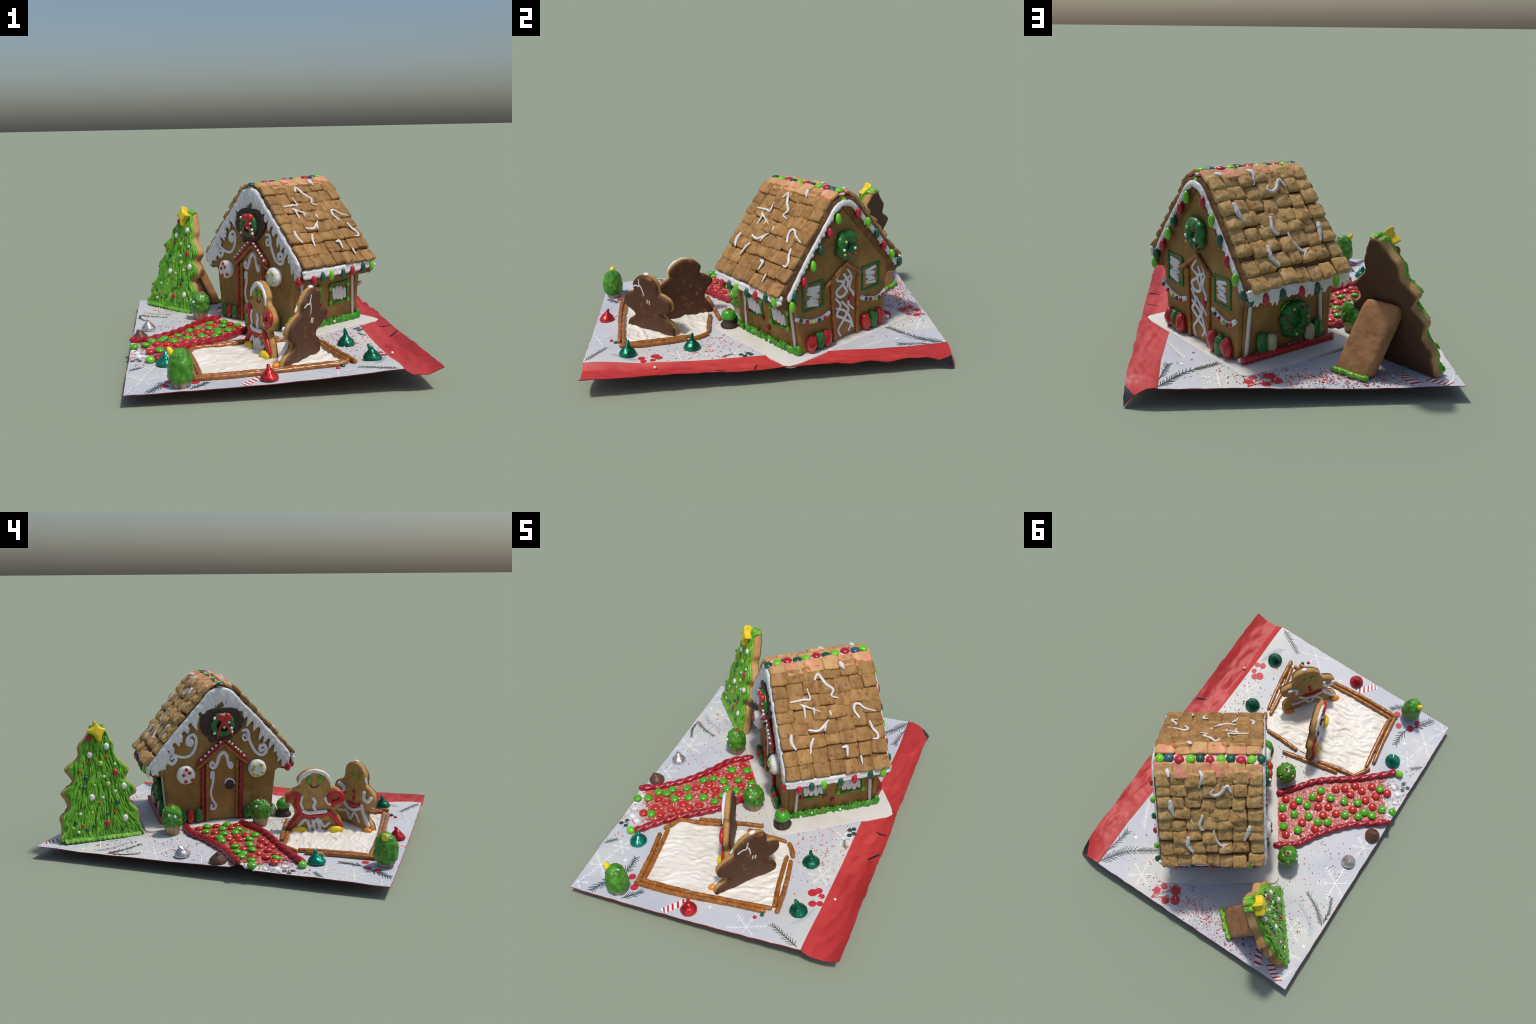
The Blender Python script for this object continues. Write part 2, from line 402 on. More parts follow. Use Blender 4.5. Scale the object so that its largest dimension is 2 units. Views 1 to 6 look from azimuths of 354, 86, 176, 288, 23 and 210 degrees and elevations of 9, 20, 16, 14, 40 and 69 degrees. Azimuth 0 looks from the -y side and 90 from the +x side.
def twig(mb, pts, ln=.045, step=.012, w=.0035, ang=.7, sides=(1, -1), seed=0):
    rg = random.Random(seed)
    P = cr(pts, 40) if len(pts) > 2 else [np.array(pts[0]) + (np.array(pts[1]) - np.array(pts[0])) * i / 39 for i in range(40)]
    ribbon(mb, pts, [w * 1.2, w * .8])
    acc = 0
    for i in range(1, 40):
        acc += np.linalg.norm(P[i] - P[i - 1])
        if acc < step: continue
        acc = 0; t = P[i] - P[i - 1]; a0 = math.atan2(t[1], t[0])
        for s in sides:
            a = a0 + s * (ang + rg.uniform(-.12, .12)); l = ln * rg.uniform(.75, 1.1) * (1 - .4 * i / 40)
            e = P[i] + np.array((math.cos(a), math.sin(a))) * l
            m_ = (P[i] + e) / 2 + t / np.linalg.norm(t) * l * .06
            if inside(e): ribbon(mb, [P[i], m_, e], [w, w * .9, w * .5], n=5)
sf = MB()
flake(sf, (.342, .908), .085, .62, lw=.0055); flake(sf, (-.672, .304), .115, .55, lw=.006); flake(sf, (-.065, .887), .10, .3)
flake(sf, (-.597, .683), .085, .5); flake(sf, (.252, -.944), .10, .35); flake(sf, (.495, -.478), .075, .15)
flake(sf, (-.680, -.803), .095, .25); flake(sf, (-.635, -.646), .055, .1); flake(sf, (-.70, .02), .075, .4); flake(sf, (-.735, -.95), .06, .2)
flake(sf, (.52, -.17), .06, .5)
for p, s in (((.512, .738), .016), ((-.712, .729), .018), ((-.566, -.73), .016), ((.02, -.88), .012)): disc(sf, p, s, n=10, star=.42)
twig(sf, [(-.649, .825), (-.701, .807), (-.745, .798)], .03, .010, .003, seed=3)
twig(sf, [(-.697, .974), (-.717, .93), (-.738, .877)], .035, .010, .003, seed=4)
twig(sf, [(.50, .67), (.555, .56), (.59, .47)], .04, .011, .003, seed=5)
part('white_print', sf, INK_W, paper, kind='stuff')
tg = MB()
twig(tg, [(.61, .985), (.557, .907), (.492, .83), (.353, .734)], .055, .013, .0042, seed=1)
twig(tg, [(.605, .90), (.59, .80), (.575, .735)], .045, .012, .004, seed=2)
twig(tg, [(-.742, .57), (-.658, .496), (-.561, .446)], .035, .007, .003, .6, seed=6)
twig(tg, [(-.738, .555), (-.732, .477), (-.70, .393)], .028, .007, .003, .6, seed=7)
twig(tg, [(-.53, -.83), (-.515, -.757), (-.52, -.69)], .05, .016, .005, .7, seed=8)
twig(tg, [(-.56, -.86), (-.617, -.945), (-.638, -.985)], .05, .015, .005, .7, seed=9)
twig(tg, [(-.45, -.975), (-.40, -.93), (-.37, -.90)], .04, .012, .0045, .7, seed=10)
ribbon(tg, [(-.745, -.485), (-.71, -.462), (-.69, -.47)], .004)
for p in ((-.70, -.485), (-.715, -.445), (-.735, -.475)): disc(tg, p, .013)
for p in ((.535, -.10), (.555, -.085), (.565, -.12), (.545, -.14)): disc(tg, p, .014)
ribbon(tg, [(.53, -.08), (.57, -.14)], .004)
part('pine_twig_print', tg, INK_T, paper, kind='stuff')
to = MB()
twig(to, [(.535, -.985), (.45, -.937), (.372, -.892)], .034, .012, .004, .85, seed=11)
twig(to, [(-.745, -.655), (-.72, -.625), (-.69, -.60)], .03, .011, .004, .8, seed=12)
twig(to, [(.555, -.25), (.54, -.22), (.53, -.19)], .025, .010, .0035, .8, seed=13)
part('olive_twig_print', to, INK_O, paper, kind='stuff')
br = MB()
hub = (.213, .988)
for p, r in (((.209, .934), .022), ((.187, .89), .020), ((.115, .872), .031), ((.083, .922), .029), ((.132, .955), .024)):
    disc(br, p, r); ribbon(br, [hub, ((hub[0] + p[0]) / 2, (hub[1] + p[1]) / 2 - .012), p], .004)
for p, r in (((.489, -.611), .026), ((.515, -.590), .021), ((.541, -.622), .017), ((.548, -.672), .018), ((.512, -.685), .021)):
    disc(br, p, r)
for p, r in (((-.47, -.821), .020), ((-.545, -.846), .022), ((-.566, -.902), .020), ((-.422, -.885), .022)): disc(br, p, r)
ribbon(br, [(.548, -.672), (.512, -.685)], .004); ribbon(br, [(.541, -.622), (.515, -.59)], .004)
part('red_berry_print', br, INK_R, paper, kind='stuff')
bl = MB()
twig(bl, [(-.72, .66), (-.66, .58), (-.56, .53)], .04, .009, .003, .55, seed=14)
twig(bl, [(.45, -.87), (.50, -.80), (.53, -.72)], .05, .012, .003, .5, seed=15)
twig(bl, [(-.74, -.42), (-.70, -.36), (-.66, -.33)], .05, .012, .003, .5, seed=16)
part('pale_twig_print', bl, INK_B, paper, kind='stuff')
def striped_cane(pts, w, nst):
    a = MB(); b = MB(); ribbon(a, pts, w, .0013, 24); P = cr(pts, 60)
    for k in range(nst):
        i = int(60 * (k + .25) / nst); j = min(59, i + int(60 * .42 / nst)); q = MB()
        v = []
        for m_, sh in ((i, 0), (j, 0)):
            t = P[min(m_ + 1, 59)] - P[max(m_ - 1, 0)]; t /= np.linalg.norm(t); s = np.array((-t[1], t[0]))
            for u in (.5, -.5):
                p = P[m_] + s * w * u + t * w * .35 * u
                p = (p[0], min(max(p[1], YB + .004), YT - .004)); v.append((*p, hw(*p) + .0019))
        b.add(v, [(1, 3, 2, 0)])
    return a, b
ca, cb = MB(), MB()
for pts, w, k in (([(-.501, .866), (-.513, .914), (-.547, .975)], .042, 4), ([(-.598, .921), (-.653, .956), (-.70, .982)], .042, 5), ([(-.205, -.985), (-.165, -.94), (-.115, -.885)], .040, 5)):
    a, b = striped_cane(pts, w, k); ca.add(a.v, a.f); cb.add(b.v, b.f)
part('candy_cane_print', ca, INK_W, paper, kind='stuff'); part('candy_cane_stripe_print', cb, INK_R, paper, kind='stuff')
# black pattern strokes showing on the red border, with its dark corner
bm = MB()
def on_red(pts, w):
    n = 14; P = cr(pts, n) if len(pts) > 2 else [np.array(pts[0]) + (np.array(pts[1]) - np.array(pts[0])) * i / (n - 1) for i in range(n)]
    v = []
    for i in range(n):
        t = P[min(i + 1, n - 1)] - P[max(i - 1, 0)]; t /= np.linalg.norm(t); s = np.array((-t[1], t[0]))
        for k in (.5, -.5):
            q = P[i] + s * k * w * (1 - .5 * abs(i / (n - 1) - .5)); tt = (q[0] - fold(q[1])) / (XR - fold(q[1]))
            v.append((q[0], q[1], hr(min(max(tt, 0), 1), q[1]) + .0022))
    bm.add(v, [(2 * i + 1, 2 * i + 3, 2 * i + 2, 2 * i) for i in range(n - 1)])
on_red([(.682, -.062), (.71, -.075), (.743, -.075)], .009); on_red([(.691, -.277), (.72, -.258), (.745, -.240)], .013)
part('black_print', bm, INK_K, paper, kind='stuff')
ck = MB(); n_ = 14
v_ = []
for i in range(n_ + 1):
    for j in range(n_ + 1):
        y = .905 + .088 * j / n_; t = 1 - (1 - i / n_) * .33 * (j / n_) ** .8
        p = red_pt(min(t, 1), (y - YB) / (YT - YB)); v_.append((p[0] + .0008, p[1], p[2] + .0014))
ck.add(v_, [(i * (n_ + 1) + j, (i + 1) * (n_ + 1) + j, (i + 1) * (n_ + 1) + j + 1, i * (n_ + 1) + j + 1) for i in range(n_) for j in range(n_)])
part('black_corner_print', ck, INK_K, paper)

# ---- spilled sugar sprinkles
rg = random.Random(21)
sp = MB(); spw = MB()
def grain(mb, x, y, z, r):
    ax = [V((rg.gauss(0, 1), rg.gauss(0, 1), rg.gauss(0, 1))).normalized() for _ in range(1)][0]
    a = ax.orthogonal().normalized(); b = ax.cross(a)
    c = V((x, y, z)); h = r * rg.uniform(.7, 1.5)
    v = [c + ax * h, c - ax * h] + [c + (a * math.cos(k * 1.571) + b * math.sin(k * 1.571)) * r for k in range(4)]
    mb.add(v, [(0, 2 + k, 2 + (k + 1) % 4) for k in range(4)] + [(1, 2 + (k + 1) % 4, 2 + k) for k in range(4)])
for cx, cy, sx, sy, n in ((-.10, .89, .18, .06, 560), (-.30, .92, .12, .06, 280), (.40, -.25, .11, .11, 170), (.47, -.42, .07, .14, 110), (-.36, .17, .16, .20, 110),
                          (-.55, .40, .10, .22, 110), (-.62, .60, .08, .10, 60), (-.1, -.2, .12, .06, 60), (-.68, -.43, .06, .07, 90), (.1, -.55, .3, .2, 25), (.32, .8, .2, .1, 40)):
    for _ in range(n):
        x, y = rg.gauss(cx, sx), rg.gauss(cy, sy)
        if not inside((x, y)): continue
        r = rg.choice((.0022, .003, .004, .0055))
        grain(spw if rg.random() < .25 else sp, x, y, hw(x, y) + .002, r)
part('red_sprinkles', sp, SUGAR, paper, kind='stuff', smooth=False)
part('white_sprinkles', spw, WHITEC, paper, kind='stuff', smooth=False)
pl = MB(); pl.add(*blob((.61, -.608, .083), .008)); part('sugar_pearl', pl, WHITEC, paper)
pl = MB(); pl.add(*blob((.268, -.872, .098), .011)); part('red_bead', pl, REDC, paper)
pl = MB(); pl.add(*blob((.298, -.846, .100), .011)); part('green_bead', pl, DKGREEN, paper)

# ------------------------------------------------------------------ gingerbread house
TH = math.radians(33.3); ZB = .080
house = thing('gingerbread_house', 'iced gingerbread cottage with cereal shingle roof and candy lights', 'gingerbread house',
              (.19, .295, ZB), [(math.cos(TH), math.sin(TH), 0), (-math.sin(TH), math.cos(TH), 0), (0, 0, 1)])
def H(d, w, z):
    # the front leans out a little on its left half
    if d < -.15: d += .026 * min(w, 0) * min(1, (-.15 - d) / .08)
    return (d, -w, z - ZB)
# board
def rrect(d0, d1, w0, w1, r, n=8):
    o = []
    for cd, cw, a0 in ((d1 - r, w1 - r, 0), (d0 + r, w1 - r, 90), (d0 + r, w0 + r, 180), (d1 - r, w0 + r, 270)):
        for k in range(n + 1):
            a = math.radians(a0 + 90 * k / n); o.append((cd + r * math.cos(a), cw + r * math.sin(a)))
    return o
bo = rrect(-.360, .360, -.483, .464, .045)
v = []; f = []; nb = len(bo)
for z, s in ((.072, 1), (.082, 1), (.0845, .996)):
    v += [H(d * s, w * s, z) for d, w in bo]
for k in range(2):
    for i in range(nb): f.append((k * nb + i, k * nb + (i + 1) % nb, (k + 1) * nb + (i + 1) % nb, (k + 1) * nb + i))
f.append(tuple(range(2 * nb, 3 * nb))); f = [tuple(reversed(q)) for q in f]
part('base_board', (v, f), BOARD, house, smooth=False)

# walls: outlines in (w, z)
GABLE = [(-.318, .086), (-.328, .22), (-.344, .375), (-.430, .405), (-.432, .445), (0, .905), (.432, .445), (.430, .405), (.344, .375), (.328, .22), (.318, .086)]
def gable_wall(name, d0, d1):
    # dense outline so the edges stay straight
    o = []
    for i in range(len(GABLE)):
        a, b = np.array(GABLE[i]), np.array(GABLE[(i + 1) % len(GABLE)])
        k = max(2, int(np.linalg.norm(b - a) / .02))
        o += [a + (b - a) * j / k for j in range(k)]
    v, f = slab(o, d0, d1, .008, closed_smooth=False)
    v = [H(y, x, z) for x, y, z in v]        # (w, d, z) -> house frame
    me = remeshed(name, (v, f), GINGER, .008, 2, .0022, 14, d0)
    put(name, me, house)
gable_wall('front_wall', -.268, -.236); gable_wall('back_wall', .258, .292)
for s in (1, -1):
    o = [(d, z) for d, z in ((-.24, .086), (.26, .086), (.26, .42), (-.24, .42))]
    v, f = slab([(a + (b - a) * j / 20) for i in range(4) for a, b in [(np.array(o[i]), np.array(o[(i + 1) % 4]))] for j in range(20)], .270, .304, .006, closed_smooth=False)
    v = [H(x, s * (y + (.014 if s > 0 else .026) + .016 * (z - .086) / .33), z) for x, y, z in v]
    put('side_wall', remeshed('side_wall', (v, f), GINGER, .008, 2, .0022, 14, 3 + s), house)
# roof panels under the tiles
SLOPE = 1.136
zr = lambda w: .466 + SLOPE * (.435 - w)
def prism(sec, d0, d1, n=2):
    m_ = len(sec); v = []; f = []
    for k in range(n + 1):
        d = d0 + (d1 - d0) * k / n
        v += [H(d, w, z) for w, z in sec]
    for k in range(n):
        for i in range(m_): f.append((k * m_ + i, k * m_ + (i + 1) % m_, (k + 1) * m_ + (i + 1) % m_, (k + 1) * m_ + i))
    f.append(tuple(reversed(range(m_)))); f.append(tuple(range(n * m_, (n + 1) * m_)))
    return v, f
for s in (1, -1):
    we = .452 if s > 0 else .438
    sec = [(s * w, z) for w, z in ((.0, .920), (.088, .893), (we - .003, .476), (we, .398), (.405, .374), (.34, .392), (.352, .44), (.0, .845))]
    put('roof_panel', remeshed('roof_panel', prism(sec, -.262, .302), SEAM_DARK, .008, 2, .003, 16, s), house)

# cereal tiles
def tile_mesh(k, hx, hy, hz, seed):
    v, f = blob((0, 0, 0), (hx, hy, hz), e=.28, e2=.55, nu=44, nv=18)
    out = []
    for p in v:
        q = V(p); s = 1 - abs(q.x / hx) ** 3 * .25
        n1 = noise.noise(V((q.x * 34, q.y * 34, seed * 5.3))) * .0045 + noise.noise(V((q.x * 140, q.y * 40, seed * 2.1))) * .0022
        q.z = q.z * (.85 + .15 * s) + n1 * (1 if q.z > 0 else .2)
        q.x *= 1 + .10 * noise.noise(V((q.y * 28, seed * 1.3, 0))); q.y *= 1 + .12 * noise.noise(V((q.x * 28, seed * 1.7, 4)))
        out.append(q)
    return to_mesh('cereal_tile', out, f, None)
def tile_set(m, hz, base):
    L = []
    for k in range(7):
        me = tile_mesh(k, .041, .042, hz, base + k); me.materials.append(m); L.append(me)
    return L
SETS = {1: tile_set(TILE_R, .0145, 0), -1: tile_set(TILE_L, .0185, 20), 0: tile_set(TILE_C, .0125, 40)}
rt = random.Random(5)
ROWS = [.078, .126, .175, .222, .265, .313, .366, .422]
CS, SN = 1 / math.sqrt(1 + SLOPE ** 2), SLOPE / math.sqrt(1 + SLOPE ** 2)
def place_tile(me, d, w, z, s, tilt, yaw, sx, sy, sz=1.):
    # tile axes: x along ridge, y down the slope, z out
    a = tilt
    ex = V((1, 0, 0)); ey = V((0, -s * math.cos(a), -math.sin(a))); ez = ex.cross(ey)
    if ez.z < 0: ez = -ez
    R = Matrix((ex, ey, ez)).transposed().to_4x4()
    M = Matrix.Translation(V(H(d, w * s, z))) @ R @ Matrix.Rotation(yaw, 4, 'Z') @ Matrix.Diagonal((sx, sy, sz, 1))
    put('cereal_tile', me, house, M)
for s in (1, -1):
    for ri, w in enumerate(ROWS):
        nT = 7 if ri % 3 else rt.choice((7, 7, 6))
        ws = [rt.uniform(.86, 1.14) for _ in range(nT)]; tot = sum(ws); d = -.277 if s > 0 else -.272
        span = (.576 if s > 0 else .562)
        for k in range(nT):
            wd = ws[k] / tot * span; cd = d + wd / 2; d += wd
            puff = .0245 if s > 0 else .024
            off = puff + rt.uniform(-.003, .004) + (.007 * rt.random() if s < 0 else 0)
            wj = w + rt.uniform(-.005, .005) * (1 if s > 0 else 1.6) + .006 * noise.noise(V((d * 7, ri * 1.7, s)))
            if s < 0: off -= .016 * max(0, (w - .20) / .22)
            z = zr(wj) + off * CS; ww = wj + off * SN
            tilt = math.atan(SLOPE) - (.09 if s > 0 else .13) + rt.uniform(-.06, .06)
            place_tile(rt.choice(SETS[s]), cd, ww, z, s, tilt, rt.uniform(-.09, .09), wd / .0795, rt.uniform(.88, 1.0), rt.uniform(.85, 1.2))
    # ridge caps
    d = -.272; ws = [rt.uniform(.85, 1.15) for _ in range(6)]; tot = sum(ws)
    for k in range(6):
        wd = ws[k] / tot * .57; cd = d + wd / 2; d += wd
        place_tile(rt.choice(SETS[0]), cd, .062 + rt.uniform(-.004, .006), .908 + .014 * (cd + .27) / .55 + rt.uniform(-.005, .006), s, .42 + rt.uniform(-.12, .12), rt.uniform(-.06, .06), wd / .080, 1.02)
# ridge icing and candies
ri = MB()
ri.add(*tube([H(-.27, 0, .912), H(0, 0, .918), H(.285, -.004, .924)], [.020, .022, .020], 12, 30, rough=.25, up=(0, 0, 1), flat=.55))
for k in range(46):
    d = rg.uniform(-.26, .28); ri.add(*blob(H(d, rg.uniform(-.04, .04), .920 + .008 * (d + .27) / .55), (rg.uniform(.008, .02), rg.uniform(.008, .02), .006), nu=8, nv=6))
put('ridge_icing', remeshed('ridge_icing', ri, PINKICE, .005, 2, .002, 60), house)
for k, (d, m_) in enumerate(((.268, LIME), (.22, TEALC), (.165, REDC), (.106, LIME), (.055, DKGREEN), (.003, REDC), (-.055, LIME), (-.106, DKGREEN), (-.160, REDC), (-.217, LIME), (-.268, DKGREEN))):
    part('ridge_candy', blob(H(d, -.004 + .006 * math.sin(k * 2.1), .921 + .020 * (d + .27) / .54), (.0255 + .002 * math.sin(k), .0255, .014)), m_, house)

# roof drizzle (d, w) polylines lying on the tiles
DR = [(.006, [(-.042, .133), (-.019, .115), (.013, .152), (.049, .176), (.035, .198), (.07, .209)]),
      (.005, [(-.192, .201), (-.117, .198), (-.084, .199), (-.09, .162)]), (.005, [(-.125, .26), (-.124, .226), (-.137, .215), (-.096, .229), (-.04, .247)]),
      (.004, [(-.07, .232), (-.074, .262)]), (.006, [(-.115, .308), (-.064, .314), (-.022, .294), (-.001, .282)]), (.005, [(-.018, .292), (-.031, .317)]),
      (.005, [(.014, .251), (.017, .271)]), (.006, [(.167, .288), (.147, .262), (.153, .241), (.179, .241), (.205, .258), (.262, .274)]),
      (.006, [(.222, .309), (.232, .334), (.253, .355), (.252, .372), (.226, .372)]), (.008, [(-.217, .318), (-.22, .342), (-.203, .368)]),
      (.006, [(-.1, .34), (-.117, .361), (-.128, .392)]), (.007, [(.053, .384), (.075, .387), (.071, .417)]), (.010, [(.112, .087), (.125, .107)]), (.004, [(.144, .425), (.145, .454)])]
DL = [(.008, [(.054, .075), (.043, .103), (.064, .141)]), (.007, [(-.105, .16), (-.087, .136), (-.048, .167), (-.017, .175), (.002, .165), (-.011, .151)]),
      (.010, [(.219, .199), (.216, .228), (.205, .255)]), (.007, [(.051, .258), (.067, .293), (.055, .313), (.035, .308)]), (.006, [(-.007, .313), (-.015, .349), (-.046, .38), (-.079, .377)]),
      (.007, [(-.066, .38), (-.039, .406)]), (.010, [(-.198, .303), (-.191, .323), (-.174, .356)]), (.010, [(.134, .348), (.139, .38), (.113, .408)]), (.010, [(.226, .066), (.22, .098)])]
for s, LST, lift in ((1, DR, .043), (-1, DL, .0475)):
    for r, pts in LST:
        P3 = []
        for d, w in pts:
            P3.append(H(d, s * (w if True else 0), zr(w) + (lift - (.016 * max(0, (w - .20) / .22) if s < 0 else 0)) / CS if w > .10 else .925 + .012 * (.10 - w) / .1))
        nrm = (0, -s * SN, CS)
        part('icing_drizzle', tube(P3, [r * 1.1, r * 1.5, r * 1.2, r * .7], 8, 6 * len(pts), up=nrm, flat=.75, rough=.3, seed=r), ICING_D, house)

# --- icing strokes standing on the gable walls
def stroke(name, pts, r, m_, d=-.272, face=-1, flat=.8, n=None, **kw):
    P3 = [H(d, w, z) for w, z in pts]
    return part(name, tube(P3, r, 10, n or 7 * len(pts), up=(face, 0, 0), flat=flat, **kw), m_, house)
# gable icing bands with drips
def gable_ice(name, d, face, outer, drip, dens, seed, thick=.016):
    q = random.Random(seed); mb = MB()
    for s in (1, -1):
        P = cr([(s * w * (1 if s > 0 else .975), z) for w, z in outer], 60)
        mb.add(*tube([H(d, p[0], p[1]) for p in P[::4]], thick * 1.05, 10, 50, up=(face, 0, 0), flat=.7, rough=.2))
        for k in range(dens):
            i = int(59 * (k + .5) / dens); p = P[i]
            inw = np.array((-s * SN, -CS)); dn = np.array((s * .10, -1.)) if False else np.array((0., -1.))
            dr = (inw * .55 + dn * .6); dr /= np.linalg.norm(dr)
            ln = drip * q.uniform(.7, 1.25)
            a = p + (q.uniform(-.006, .006), 0); b = a + dr * ln
            if drip > .04: mb.add(*tube([H(d, *(a + (-.01, -.005))), H(d + face * .002, *(a + dr * ln * .45 + (.008, 0)))], thick * .8, 8, 6, up=(face, 0, 0), flat=.6))
            mb.add(*tube([H(d + face * .004, *a), H(d + face * .006, *((a + b) / 2)), H(d + face * .002, *b)], [thick * .8, thick * .85, thick * .35], 8, 8, up=(face, 0, 0), flat=.7))
    put(name, remeshed(name, mb, ICING, .0045, 2, .0012, 50, seed), house)
gable_ice('front_gable_icing', -.274, -1, [(0, .888), (.06, .868), (.11, .813), (.26, .655), (.38, .518), (.432, .452)], .066, 22, 3, .020)
gable_ice('back_gable_icing', .306, 1, [(0, .885), (.06, .862), (.12, .795), (.25, .645), (.36, .505), (.415, .430)], .018, 26, 4, .014)
fi = MB()
for pts in ([(-.03, .86), (-.045, .82), (-.058, .785)], [(.012, .87), (.018, .83), (.028, .79)], [(-.062, .785), (-.02, .778), (.04, .782)], [(.05, .85), (.06, .82)]):
    fi.add(*tube([H(-.276, *p) for p in pts], [.012, .010, .008], 8, 10, up=(-1, 0, 0), flat=.8))
put('gable_lattice_icing', remeshed('gable_lattice_icing', fi, ICING, .004, 2), house)
# chocolate cookie and wreath
ck_o = [(-.124, .703), (-.111, .751), (-.055, .783), (.038, .783), (.101, .772), (.140, .727), (.131, .669), (.086, .616), (.048, .590), (-.028, .588), (-.066, .576), (-.088, .614), (-.12, .647)]
v, f = slab(ck_o, -.292, -.266, .010, 90); v = [H(y, x, z) for x, y, z in v]
put('chocolate_cookie', remeshed('chocolate_cookie', (v, f), CHOC, .005, 1, .002, 40), house)
def ring(name, c, R, r, m_, d, Rz=None, rough=.5, lobes=0):
    P = [H(d, c[0] + R * math.cos(a), c[1] + (Rz or R) * math.sin(a)) for a in np.linspace(0, 2 * math.pi, 40)]
    return part(name, tube(P, r, 10, 64, up=(1, 0, 0), flat=.85, rough=rough), m_, house)
ring('wreath', (.006, .684), .053, .020, WREATHG, -.298, .054)
bw = MB()
bw.add(*blob(H(-.314, -.008, .732), (.018, .028, .023), nz=.3, nu=12, nv=8)); bw.add(*blob(H(-.314, .034, .730), (.018, .028, .023), nz=.3, seed=2, nu=12, nv=8))
bw.add(*blob(H(-.316, .013, .705), (.012, .016, .022), nz=.2, nu=12, nv=8))
bw.add(*tube([H(-.314, .002, .70), H(-.318, -.018, .66), H(-.312, -.030, .61)], [.010, .008, .006], 8)); bw.add(*tube([H(-.314, .02, .70), H(-.318, .042, .655), H(-.308, .066, .616)], [.010, .008, .006], 8))
put('ribbon_bow', remeshed('ribbon_bow', bw, LICOR2, .004, 1), house)
for w, z in ((-.046, .727), (-.048, .638), (.012, .672), (.040, .700), (.055, .662), (.058, .64)): part('pearl', blob(H(-.313, w, z), .0095, nu=12, nv=8), WHITEC, house)
# scrolls
stroke('icing_scroll', [(-.19, .575), (-.198, .586), (-.186, .600), (-.176, .585), (-.186, .566), (-.207, .578), (-.203, .612), (-.172, .630), (-.152, .600), (-.163, .540), (-.195, .503), (-.241, .497), (-.283, .512), (-.313, .529)], [.010, .010, .010, .010, .008], ICING)
stroke('icing_scroll', [(-.318, .52), (-.328, .488), (-.304, .460), (-.279, .483), (-.288, .507), (-.305, .495)], [.012, .011, .010], ICING)
stroke('icing_scroll', [(.156, .600), (.147, .613), (.134, .598), (.146, .574), (.168, .590), (.166, .625), (.14, .64), (.128, .61)][:6] + [(.16, .632)], [.006, .008, .008], ICING)
stroke('icing_scroll', [(.135, .636), (.158, .640), (.172, .618), (.176, .577), (.194, .533), (.219, .495), (.258, .478), (.284, .502), (.270, .538), (.243, .532), (.245, .506), (.266, .509)], [.010, .009, .010, .012, .010], ICING)
stroke('icing_scroll', [(-.049, .442), (-.062, .455), (-.072, .434), (-.050, .416), (-.030, .440), (-.014, .486), (.012, .511), (.034, .486), (.043, .435), (.058, .411), (.067, .428), (.056, .444)], [.009, .010, .013, .010, .009], ICING)
stroke('icing_scroll', [(-.067, .354), (-.064, .386), (-.052, .385), (-.056, .327), (-.071, .264), (-.060, .218), (-.040, .184), (-.049, .160), (-.070, .163), (-.068, .182)], [.008, .009, .008, .009, .009], ICING)
# door frame
def rod(name, a, b, r, m_, d, parent=None, **kw): return stroke(name, [a, b], r, m_, d, flat=1., n=80, **kw)
rod('pretzel_rod', (-.090, .440), (-.098, .096), .0105, PRETZEL, -.278, rough=.12); rod('pretzel_rod', (.097, .455), (.089, .098), .0105, PRETZEL, -.278, rough=.12)
rod('licorice_rope', (-.117, .425), (-.126, .10), .0125, LICOR, -.277, lobes=3, twist=150., depth=.2); rod('licorice_rope', (.122, .44), (.112, .098), .0125, LICOR, -.277, lobes=3, twist=150., depth=.2)
rod('pretzel_rod', (-.150, .425), (.004, .553), .0115, PRETZEL, -.284, rough=.12); rod('pretzel_rod', (.019, .561), (.148, .443), .0115, PRETZEL, -.284, rough=.12)
rod('licorice_rope', (-.142, .459), (.012, .586), .0125, LICOR, -.284, lobes=3, twist=150., depth=.2); rod('licorice_rope', (.024, .586), (.152, .466), .0125, LICOR, -.284, lobes=3, twist=150., depth=.2)
for w, z in ((-.13, .480), (-.104, .501), (-.082, .523), (-.060, .543), (-.037, .560), (-.009, .580), (.045, .578), (.063, .563), (.085, .541), (.1, .527), (.116, .512), (.136, .487)):
    part('pearl', blob(H(-.297, w, z), .0075, nu=12, nv=8), WHITEC, house)
# knob
part('door_knob', blob(H(-.282, .047, .306), (.018, .028, .028), nz=.1), CHOC, house)
stroke('knob_icing', [(.022, .318), (.030, .336), (.05, .341), (.070, .332), (.080, .312)], .007, ICING, -.274)
# round windows
for (w, z, cols) in ((-.224, .391, (REDC, [(-.018, .006), (.018, .018), (.034, -.026), (-.006, -.034), (.0, .038)])), (.219, .400, (PALEG, [(-.022, .02), (.02, .026), (.028, -.02), (-.026, -.026), (.0, -.04), (-.035, 0)]))):
    v, f = slab([(w + .057 * math.cos(a), z + .057 * math.sin(a)) for a in np.linspace(0, 2 * math.pi, 24)[:-1]], -.318, -.262, .024, 40); v = [H(y, x, zz) for x, y, zz in v]
    put('window_candy', remeshed('window_candy', (v, f), WHITEC, .005, 2, .0025, 35, w), house)
    for i, (a, b) in enumerate(cols[1]): part('candy_dot', blob(H(-.320 + 2.2 * (a * a + b * b), w + a, z + b), (.006, .0115, .0115), nu=10, nv=8), cols[0], house)
    o = rrect(w - .064, w + .064, z - .062, z + .062, .008)
    v, f = slab(o, -.273, -.262, .003, closed_smooth=False); v = [H(y, x, zz) for x, y, zz in v]
    part('window_shutter', (v, f), GINGER, house)
